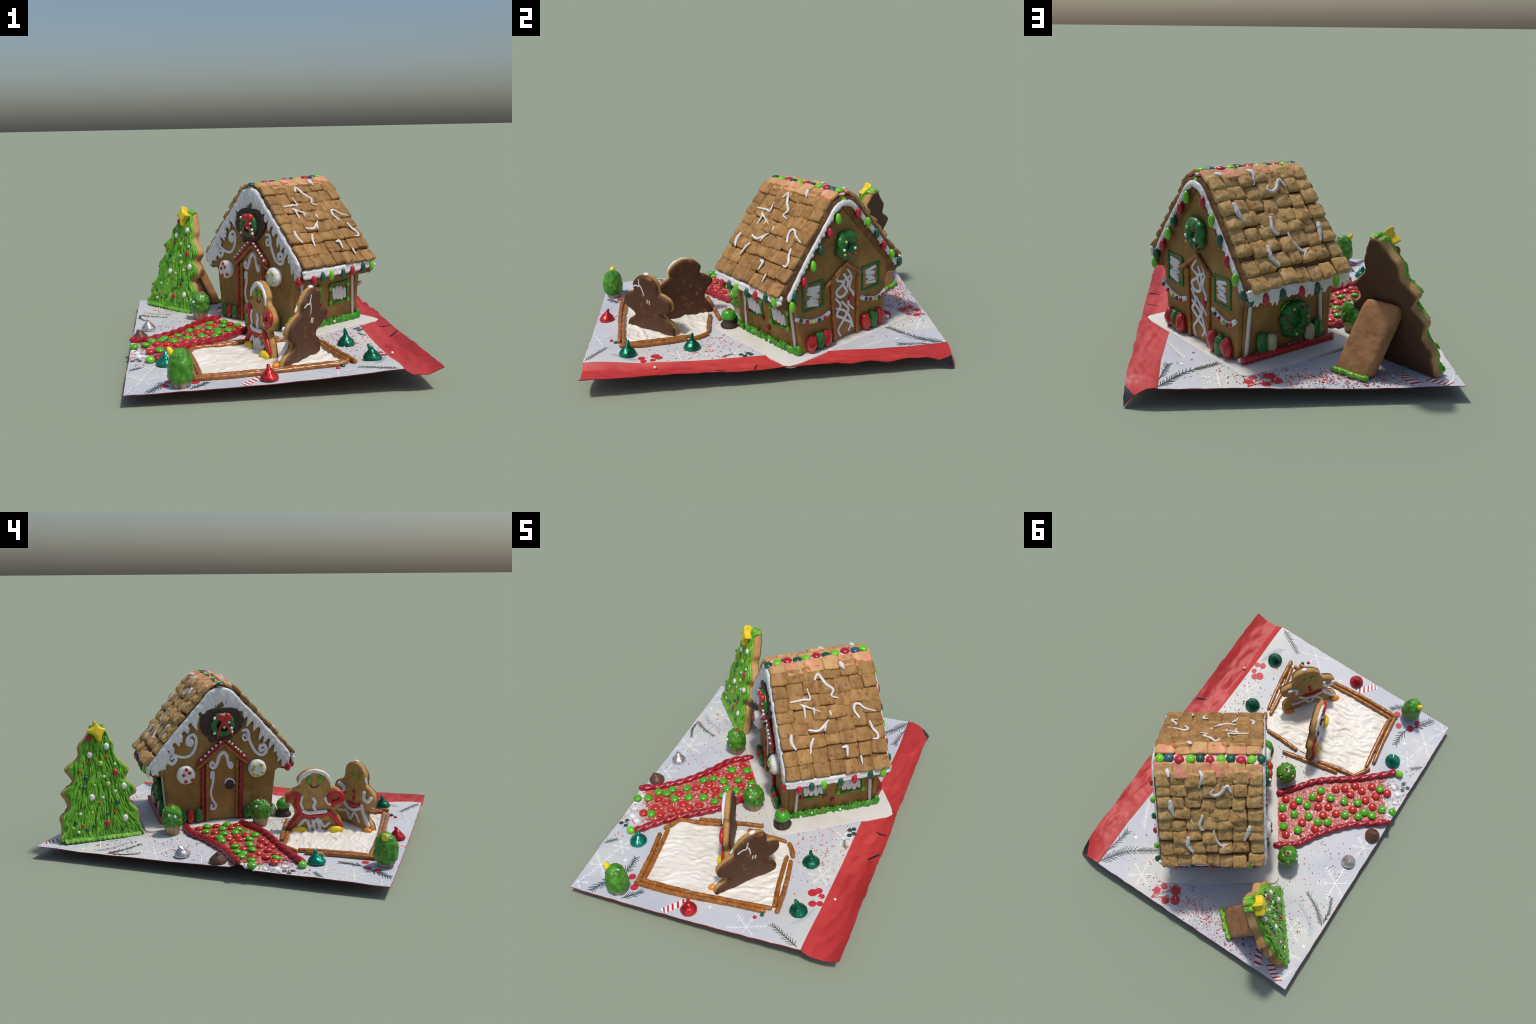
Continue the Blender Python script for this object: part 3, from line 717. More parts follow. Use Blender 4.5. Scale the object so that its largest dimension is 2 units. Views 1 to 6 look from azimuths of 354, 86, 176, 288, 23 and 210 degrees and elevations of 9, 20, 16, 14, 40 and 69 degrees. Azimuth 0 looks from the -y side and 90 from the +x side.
# gummies at the foot of the front
def gummy(d, w, m_, h=.085, hw_=.024, dp=.018, z0=.088, nz=.14, sd=0):
    part('gummy', blob(H(d, w, z0 + h / 2), (dp, hw_, h / 2), e2=.8, nz=nz, fr=45, seed=sd + w * 10), m_, house)
for w, m_ in ((-.250, GUMG), (-.203, GUMR), (-.152, GUMG), (.153, GUMG), (.198, GUMR), (.243, GUMG)): gummy(-.292, w, m_)
part('icing_blob', blob(H(-.275, .325, .115), (.025, .025, .035), nz=.3), candy('mint_icing', (.35, .50, .30), .5, .1), house)

# --- back wall
BD = .298
def bstroke(name, pts, r, m_, d=BD, **kw): return stroke(name, pts, r, m_, d, 1, **kw)
rod('pretzel_rod', (.096, .44), (.082, .088), .0105, PRETZEL, .299, rough=.12); rod('pretzel_rod', (-.102, .43), (-.092, .088), .0105, PRETZEL, .299, rough=.12)
rod('pretzel_rod', (.143, .432), (-.010, .535), .0115, PRETZEL, .305, rough=.12); rod('pretzel_rod', (-.012, .53), (-.117, .456), .0115, PRETZEL, .305, rough=.12)
qd = random.Random(9)
for pts in ([(.02, .50), (.055, .45), (.0, .42), (.06, .38), (.03, .34), (-.02, .36), (.01, .42), (-.05, .45), (-.03, .49)], [(-.06, .44), (-.04, .38), (-.07, .33), (-.03, .29), (-.07, .24)],
            [(.065, .34), (.03, .29), (.06, .24), (.01, .20), (.05, .15), (.035, .105)], [(.02, .31), (-.03, .25), (.0, .20), (-.05, .16), (-.03, .12)], [(.06, .28), (.0, .25), (-.04, .20), (-.065, .13)], [(.0, .47), (-.03, .42), (-.02, .38)]):
    bstroke('icing_squiggle', pts, [.007, .009, .006], ICING, BD - .003)
part('door_knob', blob(H(.298, -.050, .305), (.012, .019, .024)), REDC, house)
def window_deco(cw, cz, hwid, hh, skew, frame_m, place, squig, fr=.008, wr=.0105):
    o = [(cw - hwid, cz - hh - skew), (cw + hwid, cz - hh + skew), (cw + hwid, cz + hh + skew), (cw - hwid, cz + hh - skew)]
    pts = []
    for i in range(4):
        a, b = np.array(o[i]), np.array(o[(i + 1) % 4]); pts += [a + (b - a) * k / 6 for k in range(6)]
    pts.append(pts[0])
    place('window_frame_icing', pts, fr, frame_m)
    place('window_icing', squig(cw, cz), wr, ICING)
def sq1(cw, cz):
    # a dense piped scribble filling the pane
    q = random.Random(int(cw * 1000)); out = []
    for k in range(11):
        t = k / 10
        out.append((cw + (.040 if k % 2 else -.040) * q.uniform(.55, 1.1), cz + .048 - .096 * t + q.uniform(-.012, .012)))
    return out
window_deco(.225, .405, .070, .072, .0, WREATHG, lambda n, p, r, m_: bstroke(n, p, r, m_, BD - .004), sq1)
window_deco(-.210, .398, .066, .068, .0, WREATHG, lambda n, p, r, m_: bstroke(n, p, r, m_, BD - .004), sq1)
for pts in ([(.348, .305), (.323, .292), (.265, .267), (.214, .258), (.163, .258), (.119, .273)], [(-.130, .290), (-.177, .271), (-.234, .256), (-.281, .258), (-.318, .283)]):
    bstroke('garland_icing', pts, .013, ICING, BD - .002, rough=.3)
    P = cr(pts, 7)
    for i, p in enumerate(P[1:-1]): part('garland_bead', blob(H(BD + .009, *p), .0115, nu=12, nv=8), (DKGREEN, REDC, PALEG, DKGREEN, REDC)[i % 5], house)
for w, m_ in ((.262, GUMR), (.203, GUMG), (.150, GUMR), (-.150, GUMR), (-.212, GUMG), (-.268, GUMR)):
    gummy(.312, w, m_, .10, .032, .026, sd=4, nz=.3)
ring('wreath', (-.007, .640), .047, .034, WREATHG, .310, .050)
part('wreath_filling', blob(H(.300, -.007, .640), (.018, .045, .045)), DKGREEN, house)
for w, z, m_ in ((.020, .670, PALEG), (-.035, .668, REDC), (.035, .628, WHITEC), (-.045, .622, WHITEC), (.0, .595, REDC), (-.05, .59, REDC), (.03, .60, PALEG)): part('pearl', blob(H(.340, w, z), .009, nu=10, nv=8), m_, house)
# light bulbs
def bulb(d, w, z, m_, ax=(0, 0, 1), r=.0175, l=.031):
    A = np.array(ax, float); A /= np.linalg.norm(A); B = np.cross(A, (1, 0, 0)) if abs(A[0]) < .9 else np.cross(A, (0, 1, 0)); B /= np.linalg.norm(B); C = np.cross(A, B)
    part('light_bulb', blob(H(d, w, z), (r, r, l), (B, C, A), nz=.06, fr=60), m_, house)
for (w, z), m_ in zip(((.056, .806), (.117, .739), (.184, .659), (.241, .587), (.306, .512), (.374, .452), (.395, .40)), (LIME, REDC, DKGREEN, LIME, REDC, DKGREEN, LIME)): bulb(.320, w, z, m_)
for (w, z), m_ in zip(((-.092, .805), (-.165, .735), (-.232, .655), (-.289, .570), (-.356, .500), (-.418, .441)), (REDC, LIME, DKGREEN, REDC, LIME, DKGREEN)): bulb(.320, w, z, m_)
part('ridge_candy', blob(H(.292, -.0, .892), (.016, .028, .022), nz=.2), LIME, house)

# --- eaves
def eave(s, dr, seed, top):
    q = random.Random(seed); mb = MB(); k0 = 0 if s > 0 else -.013
    mb.add(*tube([H(-.268, s * (.452 + k0), top - .012), H(0, s * (.455 + k0), top - .016), H(.298, s * (.453 + k0), top - .004)], .017, 10, 60, up=(0, 1, 0), flat=.75, rough=.3, seed=seed))
    mb.add(*tube([H(-.268, s * (.456 + k0), top - .036), H(0, s * (.458 + k0), top - .040), H(.296, s * (.456 + k0), top - .030)], .014, 10, 60, up=(0, 1, 0), flat=.7, rough=.4, seed=seed + 3))
    for k in range(34):
        d = -.26 + .55 * (k + .5) / 34 + q.uniform(-.006, .006); ln = dr * q.uniform(.4, 1.3)
        mb.add(*tube([H(d, s * (.456 + k0), top - .03), H(d, s * (.457 + k0), top - .035 - ln * .6), H(d + q.uniform(-.004, .004), s * (.452 + k0), top - .035 - ln)], [.012, .009, .003], 8, 7))
    put('eave_icing', remeshed('eave_icing', mb, ICING, .0045, 2, .0012, 50, seed), house)
eave(1, .016, 5, .462); eave(-1, .042, 6, .458)
for d, z, m_ in ((-.245, .412, REDC), (-.21, .402, REDC), (-.140, .412, DKGREEN), (-.072, .416, LIME), (.022, .412, DKGREEN), (.100, .420, REDC), (.190, .430, DKGREEN), (.262, .432, LIME))[1:]: bulb(d, .466, z, m_)
for d, z, m_ in ((.222, .415, REDC), (.126, .419, DKGREEN), (.015, .411, REDC), (-.079, .410, DKGREEN), (-.191, .424, LIME)): bulb(d, -.454, z, m_, l=.032)
bulb(-.278, .418, .395, GUMR, (0, 0, 1), .02, .03); bulb(.285, -.428, .42, DKGREEN, (0, 0, 1), .024, .03)
part('eave_icing_drip', blob(H(.290, -.418, .44), (.018, .026, .032), nz=.25), ICING, house)
part('eave_icing_drip', blob(H(-.268, -.415, .43), (.014, .016, .034), nz=.25), ICING, house)

# --- side walls (strokes in (d, z))
def sstroke(name, pts, r, m_, s, w=.352, flat=.8, n=None, **kw):
    P3 = [H(d, s * (w - (.028 if s > 0 else .016) + .016 * (z - .1) / .3), z) for d, z in pts]
    return part(name, tube(P3, r, 10, n or 7 * len(pts), up=(0, 1, 0), flat=flat, **kw), m_, house)
def sq2(cw, cz): return [(cw - .05, cz + .03), (cw - .04, cz - .03), (cw - .02, cz + .04), (cw - .01, cz - .035), (cw + .01, cz + .035), (cw + .02, cz - .04), (cw + .04, cz + .02), (cw + .05, cz - .03)]
window_deco(-.098, .262, .064, .058, .006, GRASS, lambda n, p, r, m_: sstroke(n, p, r, m_, 1), sq2)
window_deco(.125, .265, .072, .060, .006, GRASS, lambda n, p, r, m_: sstroke(n, p, r, m_, 1), sq2)
for d, z, m_ in ((-.165, .215, REDC), (-.03, .205, REDC), (.052, .215, LIME), (.05, .30, LIME), (.200, .31, LIME), (.20, .215, LIME), (-.035, .31, LIME), (-.16, .30, REDC), (.02, .16, REDC)):
    part('light_bulb', blob(H(d, .334, z), (.013, .012, .017), nu=12, nv=8), m_, house)
for s in (1, -1):
    for d0, d1 in ((-.200, -.180), (.248, .232)):
        sstroke('icing_post', [(d0, .10), ((d0 + d1) / 2, .24), (d1, .375)], .010, ICING_D, s)
gr = MB(); qg = random.Random(12)
for k in range(120):
    d = -.262 + .545 * (k + qg.random()) / 120; w = .330 + qg.uniform(-.005, .026); a = qg.uniform(-.5, .5); h = qg.uniform(.02, .045)
    gr.add(*tube([H(d, w, .088), H(d + a * .01, w + .006, .088 + h * .6), H(d + a * .02, w + qg.uniform(-.002, .014), .088 + h)], [.008, .007, .002], 6, 5))
gr.add(*blob(H(-.275, .335, .112), (.02, .02, .03), nz=.3)); gr.add(*blob(H(.285, .335, .112), (.018, .02, .03), nz=.3))
put('grass_icing', remeshed('grass_icing', gr, GRASS, .0045, 1, .001, 60), house)
for k in range(9): part('garland_bead', blob(H(-.24 + .06 * k + qg.uniform(-.015, .015), .356 + qg.uniform(-.008, .004), .108 + qg.uniform(-.008, .01)), .008, nu=10, nv=8), (REDC, DKGREEN, WHITEC)[k % 3], house)
# left side: wreath, gummies, red foot rope
P = [H(-.028 + .062 * math.cos(a), -.354, .236 + .066 * math.sin(a)) for a in np.linspace(0, 2 * math.pi, 36)]
part('wreath', tube(P, .030, 12, 60, up=(0, 1, 0), flat=.7, rough=.7), WREATHG, house)
part('wreath_filling', blob(H(-.028, -.346, .236), (.045, .012, .05), nz=.3), GUMG, house)
for a in range(7): part('pearl', blob(H(-.028 + .066 * math.cos(a * .9 + .3), -.377, .236 + .068 * math.sin(a * .9 + .3)), .0085, nu=10, nv=8), (REDC, PALEG)[a % 2], house)
sstroke('ribbon_bow', [(.05, .30), (.02, .325), (-.02, .318), (-.04, .345)], .009, GRASS, -1)
for d, m_, h in ((.172, GUMG, .115), (.116, GUMP, .10), (-.118, GUMP, .10), (-.166, GUMG, .115)):
    part('gummy', blob(H(d, -.358, .098 + h / 2), (.030, .020, h / 2), e2=.8, nz=.12, fr=45, seed=d * 9), m_, house)
sstroke('licorice_rope', [(.283, .104), (.0, .100), (-.24, .102)], .017, LICOR2, -1, .384, 1., 90, lobes=3, twist=170., depth=.22, smooth=True)
ic = MB()
for k in range(14):
    d = -.25 + .53 * k / 13; ic.add(*blob(H(d, -.350, .097), (.026, .018, .014), nz=.5, seed=k, nu=10, nv=8))
put('foot_icing', remeshed('foot_icing', ic, ICING, .005, 1), house)

# ------------------------------------------------------------------ cookie tree
TA = V((.62, -.784, 0)).normalized(); TN = V((-.784, -.62, 0)).normalized(); ln = .248
def lean_frame(a, n, lean):
    up = V((0, 0, 1)) * math.cos(lean) - n * math.sin(lean)
    back = -(n * math.cos(lean) + V((0, 0, 1)) * math.sin(lean))
    return [tuple(a), tuple(back), tuple(up)]
tree = thing('cookie_tree', 'tree-shaped cookie with piped green icing and candy baubles', 'cookie tree', (-.526, .678, .068), lean_frame(TA, TN, ln))
TO = [(-.232, .0), (-.250, .05), (-.250, .10), (-.250, .155), (-.200, .207), (-.234, .280), (-.220, .306), (-.160, .350), (-.200, .410), (-.186, .442), (-.122, .487), (-.117, .547), (-.068, .608), (-.030, .655),
      (.006, .668), (.038, .655), (.072, .585), (.093, .53), (.095, .482), (.152, .425), (.168, .388), (.144, .337), (.196, .288), (.196, .248), (.150, .218), (.201, .153), (.199, .084), (.206, .026), (.190, .0)]
TO = [(x, z) for x, z in TO]
v, f = slab(TO, .006, .064, .018, 160)
# keep the standing edge on the paper although the plate leans back
v = [(x, y, max(z, math.tan(ln) * y + .004)) for x, y, z in v]
put('cookie', remeshed('cookie', (v, f), TREECOOKIE, .007, 2, .0025, 22), tree)
IO = [(x * .93 + (.0 if z > .1 else x * .05), .012 + z * .975 if z > .02 else z) for x, z in TO]
v, f = slab(IO, -.006, .014, .009, 160)
ti = MB(); ti.add(v, f)
put('icing_layer', remeshed('icing_layer', ti, TREEI, .006, 1, .0015, 40), tree)
# point-in-outline test for the icing strands
OUT = [tuple(p) for p in cr(IO, 120, True)]
def in_out(x, z, O_=None):
    O_ = O_ or OUT; c = False
    for i in range(len(O_)):
        (x1, z1), (x2, z2) = O_[i - 1], O_[i]
        if (z1 > z) != (z2 > z) and x < (x2 - x1) * (z - z1) / (z2 - z1) + x1: c = not c
    return c
st = MB(); qs = random.Random(31); k = 0; tries = 0
while k < 560 and tries < 9000:
    tries += 1
    x = qs.uniform(-.25, .21); z = qs.uniform(.02, .66)
    if not in_out(x, z): continue
    L_ = qs.uniform(.05, .125); fan = (x + .01) * 2.6 + qs.uniform(-.28, .28)
    if z < .09: L_ *= .6
    dx, dz = math.sin(max(-1.2, min(1.2, fan))), -math.cos(max(-1.2, min(1.2, fan)))
    p = []; ok = True
    bend = qs.uniform(-.5, .5)
    for j in range(5):
        t = j / 4 * L_; px = x + dx * t + bend * dz * t * t / L_ * .25; pz = z + dz * t
        if pz < .002: pz = .002
        if not in_out(px, pz + .004 if pz < .02 else pz): break
        p.append((px, -.006 - .004 * math.sin(j / 4 * 3.14) - (.004 if j else 0) * qs.random(), pz))
    if len(p) < 3: continue
    k += 1
    st.add(*tube(p, [.004, .0062, .006, .003], 6, 9, up=(0, -1, 0)))
part('icing_strands', st, TREEI, tree, kind='stuff')
bs_ = MB()
for kk in range(46):
    x = -.236 + .43 * kk / 45; bs_.add(*tube([(x, -.004, .03), (x + .004 * math.sin(kk), -.013, .014), (x + .006 * math.cos(kk * 2.), -.018 - .006 * qs.random(), .001)], [.006, .008, .006], 6, 6))
for x_, z_ in ((.0, .66), (.03, .65), (-.03, .648)): bs_.add(*tube([(x_, .0, z_ - .02), (x_ + .005, .012, z_ + .006), (x_, .045, z_ + .008)], [.014, .014, .012], 8, 8))
put('icing_fringe', remeshed('icing_fringe', bs_, TREEI, .0045, 1), tree)
sv, sf_ = slab([(-.017, .690), (-.030, .655), (-.063, .627), (-.030, .606), (.006, .556), (.020, .602), (.048, .632), (.010, .652)], -.052, .004, .015, 80)
put('star', remeshed('star', (sv, sf_), YELC, .004, 3), tree)
def baubles(lst, r, m_, sy=1.):
    for x, z in lst: part('bauble', blob((x, -.015, z), (r, r * .8, r * sy), nu=14, nv=10), m_, tree)
baubles([(.043, .535), (-.057, .493), (.123, .298), (-.066, .248), (.115, .112)], .0165, WHITEC, 1.2)
baubles([(.083, .429), (.014, .361), (-.003, .242), (.071, .271), (-.14, .16), (-.158, .057)], .009, WHITEC)
baubles([(-.055, .588), (.079, .38), (.010, .09)], .0165, REDC, 1.25); baubles([(-.133, .092), (-.074, .452), (-.122, .403), (.035, .474), (-.026, .211), (.057, .155)], .0095, MMR)
baubles([(.001, .439), (.033, .317)], .015, PALEG); baubles([(-.045, .315), (-.072, .161), (-.187, .084)], .009, PALEG)
baubles([(-.089, .359), (.076, .208)], .0165, DKGREEN); baubles([(-.107, .307), (.014, .145), (-.168, .111), (-.108, .064), (-.067, .083), (.093, .05)], .0115, DKGREEN)
# prop block behind the tree (world frame, re-expressed in the tree's frame)
Minv = tree.matrix_basis.inverted()
A_ = V((-.183, .818, .076)); B_ = V((-.313, .941, .078)); C_ = V((-.331, .762, .402)); D_ = V((-.457, .859, .388))
nrm = (B_ - A_).cross(C_ - A_).normalized()
if nrm.z < 0: nrm = -nrm
pv = []
for dep in (0, -.045):
    for a, b, c, d, in ((A_, B_, D_, C_),):
        for p in (a, b, d if False else c, d): pv.append(p + nrm * dep)
ex, ey = (B_ - A_), (C_ - A_)
cen = (A_ + B_ + C_ + D_) / 4 - nrm * .040
bv, bf = blob((0, 0, 0), (ex.length / 2, ey.length / 2 + .004, .038), (ex.normalized(), (ey - ex.normalized() * ey.dot(ex.normalized())).normalized(), nrm), e=.16, e2=.3, nu=48, nv=20)
shear = ey.dot(ex.normalized()) / ey.length
bv = [cen + V(p) + ex.normalized() * (V(p).dot(ey.normalized())) * shear for p in bv]
bv = [Minv @ V((p.x, p.y, max(p.z, .076))) for p in bv]
put('prop_block', remeshed('prop_block', (bv, bf), BLOCK, .006, 2, .002, 25), tree)
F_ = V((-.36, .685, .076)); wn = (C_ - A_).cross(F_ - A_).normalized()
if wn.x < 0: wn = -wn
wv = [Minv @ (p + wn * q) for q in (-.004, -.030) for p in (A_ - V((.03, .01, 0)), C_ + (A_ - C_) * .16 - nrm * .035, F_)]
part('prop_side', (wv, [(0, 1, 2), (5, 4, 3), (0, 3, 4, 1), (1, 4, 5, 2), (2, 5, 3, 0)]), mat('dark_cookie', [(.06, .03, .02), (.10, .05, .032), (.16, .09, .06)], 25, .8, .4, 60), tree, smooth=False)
bi = MB()
for kk in range(22):
    t = kk / 21; p = A_ + (B_ - A_) * t - V((.002, .002, 0))
    bi.add(*blob(Minv @ V((p.x + qs.uniform(-.006, .006), p.y + qs.uniform(-.006, .006), .082)), (.014, .013, .014), nz=.4, seed=kk, nu=8, nv=6))
put('block_foot_icing', remeshed('block_foot_icing', bi, TREEI, .005, 1), tree)

# ------------------------------------------------------------------ gingerbread people
def person(name, label, loc, a, n, lean, outline, yth, regions, seed):
    th = thing(name, label, 'gingerbread cookie', loc, lean_frame(V(a).normalized(), V(n).normalized(), lean))
    v, f = slab(outline, 0, yth, .017, 140)
    v = [(x, y, max(z, math.tan(lean) * y + .0)) for x, y, z in v]
    me = remeshed('body', (v, f), COOKIE, .0055, 3, .0022, 22, seed)
    nrmls = [vt.normal.copy() for vt in me.vertices]
    groups = {}
    for p in me.polygons:
        c = p.center; groups.setdefault(regions(c.x, c.z), []).append(p.index)
    for gname, polys in groups.items():
        idx = {}; vv = []; ff = []; nn = []
        for pi in polys:
            q = []
            for vi in me.polygons[pi].vertices:
                if vi not in idx: idx[vi] = len(vv); vv.append(me.vertices[vi].co[:]); nn.append(nrmls[vi])
                q.append(idx[vi])
            ff.append(q)
        m2 = to_mesh(gname.split('|')[0], vv, ff, COOKIE); m2.normals_split_custom_set_from_vertices(nn)
        put(gname.split('|')[0], m2, th)
    bpy.data.meshes.remove(me)
    return th
M1 = [(-.150, -.006), (-.164, .005), (-.158, .046), (-.120, .102), (-.126, .145), (-.150, .178), (-.175, .204), (-.168, .236), (-.129, .262), (-.095, .277), (-.108, .314), (-.094, .343), (-.055, .374), (.001, .385), (.058, .364), (.097, .324), (.098, .285), (.138, .261), (.172, .227), (.176, .19), (.150, .155), (.122, .132), (.154, .082), (.167, .036), (.176, .004), (.160, -.006), (.06, -.004), (.02, .022), (-.03, .022), (-.06, .0)]
def reg(x, z):
    if z > .278: return 'head'
    if x < -.088 and z > .13: return 'arm|l'
    if x > .088 and z > .13: return 'arm|r'
    if z < .105: return 'leg|l' if x < .0 else 'leg|r'
    return 'torso'
ML1 = (-.075, -.446, .074)
man1 = person('gingerbread_man', 'gingerbread man cookie with red and white icing', ML1, (.30, -.954, 0), (-.954, -.30, 0), .035, M1, .043, reg, 1)
def deco(th, name, pts, r, m_, y=-.004, flat=.75, **kw):
    r = [q * 1.25 for q in r] if hasattr(r, '__len__') else r * 1.25
    return part(name, tube([(x, y, z) for x, z in pts], r, 8, 6 * len(pts), up=(0, -1, 0), flat=flat, **kw), m_, th)
deco(man1, 'hair_icing', [(-.095, .292), (-.084, .322), (-.043, .355), (-.002, .369), (.052, .353), (.085, .316), (.095, .275)], [.006, .010, .011, .010, .009, .004], ICING, rough=.4)
part('eye', blob((-.034, -.004, .316), (.015, .007, .019)), MMG, man1); part('eye', blob((.031, -.004, .321), (.015, .007, .019)), MMG, man1)
deco(man1, 'mouth', [(-.027, .286), (-.013, .270), (.005, .271), (.023, .283)], .0028, CHOC, -.0005)
deco(man1, 'sleeve_icing', [(-.157, .192), (-.140, .218), (-.11, .225), (-.098, .20), (-.104, .17), (-.09, .13), (-.08, .108)], [.014, .016, .016, .014], LICOR2)
deco(man1, 'sleeve_icing', [(.088, .19), (.092, .222), (.128, .240), (.158, .218), (.145, .186), (.118, .182), (.108, .160)], [.014, .015, .015, .010], LICOR2)
deco(man1, 'coat_hem_icing', [(-.08, .110), (-.023, .101), (.037, .104), (.086, .122)], [.016, .014, .014, .014], LICOR2, rough=.4)
deco(man1, 'trouser_icing', [(-.083, .110), (-.113, .072), (-.145, .030)], [.014, .013, .013], LICOR2); deco(man1, 'trouser_icing', [(.086, .12), (.124, .080), (.156, .036)], [.014, .013, .012], LICOR2)
deco(man1, 'belt_icing', [(-.066, .130), (-.041, .119), (.006, .122), (.064, .128)], .009, ICING, -.012); deco(man1, 'button_icing', [(-.010, .204), (.003, .185), (-.007, .157), (.003, .134)], .008, ICING)
deco(man1, 'lapel_icing', [(-.074, .213), (-.083, .179), (-.071, .145)], .007, ICING, -.006); deco(man1, 'lapel_icing', [(.062, .206), (.074, .181), (.09, .169)], .007, ICING, -.006)
deco(man1, 'skirt_icing', [(-.095, .037), (-.053, .078), (-.023, .035), (.019, .082), (.055, .035), (.085, .055)], .0085, ICING_D)
for x in (-.03, .0, .03): deco(man1, 'skirt_icing', [(x - .01, .07), (x, .03), (x + .004, .004)], .009, ICING_D, -.006)
part('foot', blob((-.088, -.016, .016), (.048, .020, .022)), YELC, man1); part('foot', blob((.122, -.018, .018), (.048, .022, .024)), YELC, man1)

M2 = [(.195, -.014), (.212, .0), (.190, .055), (.122, .105), (.145, .138), (.186, .165), (.182, .222), (.145, .254), (.096, .276), (.087, .33), (.042, .374), (-.012, .392), (-.067, .380), (-.094, .344), (-.096, .284), (-.128, .270), (-.170, .242), (-.164, .180), (-.094, .148), (-.108, .120), (-.146, .092), (-.166, .048), (-.145, .0), (-.07, -.008), (-.04, .014), (.016, .026), (.082, .004), (.14, -.014)]
man2 = person('gingerbread_man', 'gingerbread man cookie with white and red icing', (.108, -.609, .072), (-.62, -.785, 0), (-.785, .62, 0), .135, M2, .051, reg, 2)
part('eye', blob((-.018, -.004, .315), (.013, .006, .014)), MMG, man2); part('eye', blob((.030, -.004, .314), (.013, .006, .014)), MMG, man2)
for pts, r, m_ in (([(-.122, .236), (-.088, .232), (-.070, .215), (-.078, .190)], .009, ICING), ([(.110, .225), (.118, .190), (.150, .184), (.172, .205)], .010, ICING), ([(.105, .150), (.120, .114), (.150, .080), (.180, .045)], .010, ICING),
                   ([(-.05, .135), (-.01, .112), (.04, .108), (.096, .131)], .009, ICING), ([(-.10, .08), (-.06, .082), (-.02, .09), (.02, .05), (.05, .095), (.10, .05)], .008, ICING_D)):
    deco(man2, 'trim_icing', pts, r, m_)
deco(man2, 'collar_icing', [(-.017, .140), (.039, .134), (.092, .148)], .010, LICOR2); 
for p in ((.016, .215), (.022, .175)): part('button', blob((p[0], -.004, p[1]), (.012, .006, .016)), LICOR2, man2)
part('button', blob((-.07, -.004, .195), (.008, .006, .018)), LICOR2, man2)
part('foot', blob((.186, -.012, .018), (.034, .020, .018), nz=.2), ORANGE, man2); part('foot', blob((-.13, -.010, .016), (.036, .018, .017), nz=.2), ORANGE, man2)
bp = MB()
for pts in ([(.080, .309), (.055, .322), (.033, .318), (.024, .362)], [(.030, .33), (.016, .31), (.007, .266)], [(-.01, .235), (-.006, .215)], [(-.025, .23), (-.022, .21)]):
    bp.add(*tube([(x, .0515, z) for x, z in pts], .005, 8, 14, up=(0, 1, 0), flat=.5))
part('back_icing_smear', bp, ICING_D, man2)
part('nut_piece', blob((-.02, .02, .392), (.019, .013, .009), nz=.4), ICING_R, man2)
deco(man2, 'edge_icing', [(.06, .35), (.09, .30), (.10, .285)], .006, ICING_R, .012)

# ------------------------------------------------------------------ icing rink with pretzel rods
rink = thing('icing_rink', 'rectangle of white icing fenced with pretzel rods', 'icing rink', (-.05, -.58, 0))
RC = (-.05, -.58)
RP = [(.350, -.800), (.305, -.43), (.245, -.318), (.0, -.300), (-.2, -.310), (-.408, -.356), (-.445, -.45), (-.41, -.848), (-.05, -.848), (.2, -.825)]
ROUT = [tuple(p) for p in RP]
nx, ny = 150, 110
v = []; keep = {}
for j in range(ny + 1):
    for i in range(nx + 1):
        x = -.445 + .80 * i / nx; y = -.85 + .54 * j / ny
        if not in_out(x, y, ROUT): continue
        sx, sy = x + y * .25 + .03 * noise.noise(V((x * 7, y * 7, 4.))), y - x * .30 + .035 * noise.noise(V((x * 8, y * 5, 6.)))
        rip = abs(noise.noise(V((sx * 4, sy * 21 + .8 * noise.noise(V((x * 12, y * 12, 3.))), 2.)))) * .017 + noise.noise(V((sx * 13, sy * 48, 5.))) * .0045 + noise.noise(V((x * 22, y * 22, 1.))) * .004 - .002
        rip = rip * (.3 + 1.1 * max(0, min(1, .5 + 1.4 * noise.noise(V((x * 6, y * 6, 8.)))))) + .0022 * noise.noise(V((sx * 40, sy * 60, 7.)))
        keep[(i, j)] = len(v); v.append((x - RC[0], y - RC[1], hw(x, y) + max(.002, .0045 + rip)))
f = [(keep[(i, j)], keep[(i + 1, j)], keep[(i + 1, j + 1)], keep[(i, j + 1)]) for j in range(ny) for i in range(nx) if all(k in keep for k in ((i, j), (i + 1, j), (i + 1, j + 1), (i, j + 1)))]
part('icing_sheet', (v, f), ICING_R, rink)
RODS = [((.366, -.807), (.307, -.447)), ((.337, -.771), (.274, -.422)), ((.304, -.402), (.252, -.322)), ((.222, -.313), (.003, -.299)), ((.055, -.243), (-.296, -.309)), ((-.174, -.310), (-.411, -.351)),
        ((-.407, -.349), (-.462, -.440)), ((-.440, -.453), (-.396, -.819)), ((-.468, -.499), (-.421, -.846)), ((-.412, -.832), (-.052, -.828)), ((-.425, -.860), (-.06, -.852)), ((-.048, -.826), (.322, -.795)), ((-.058, -.852), (.297, -.825))]
qr = random.Random(2)
for a, b in RODS:
    m_ = ((a[0] + b[0]) / 2 + qr.uniform(-.006, .006), (a[1] + b[1]) / 2 + qr.uniform(-.006, .006))
    P = [(x - RC[0], y - RC[1], hw(x, y) + .0105) for x, y in (a, m_, b)]
    part('pretzel_rod', tube(P, [.0120, .0138, .0132, .0138, .0120], 10, 40, rough=.25, seed=a[0]), PRETZEL, rink)
qs2 = MB()
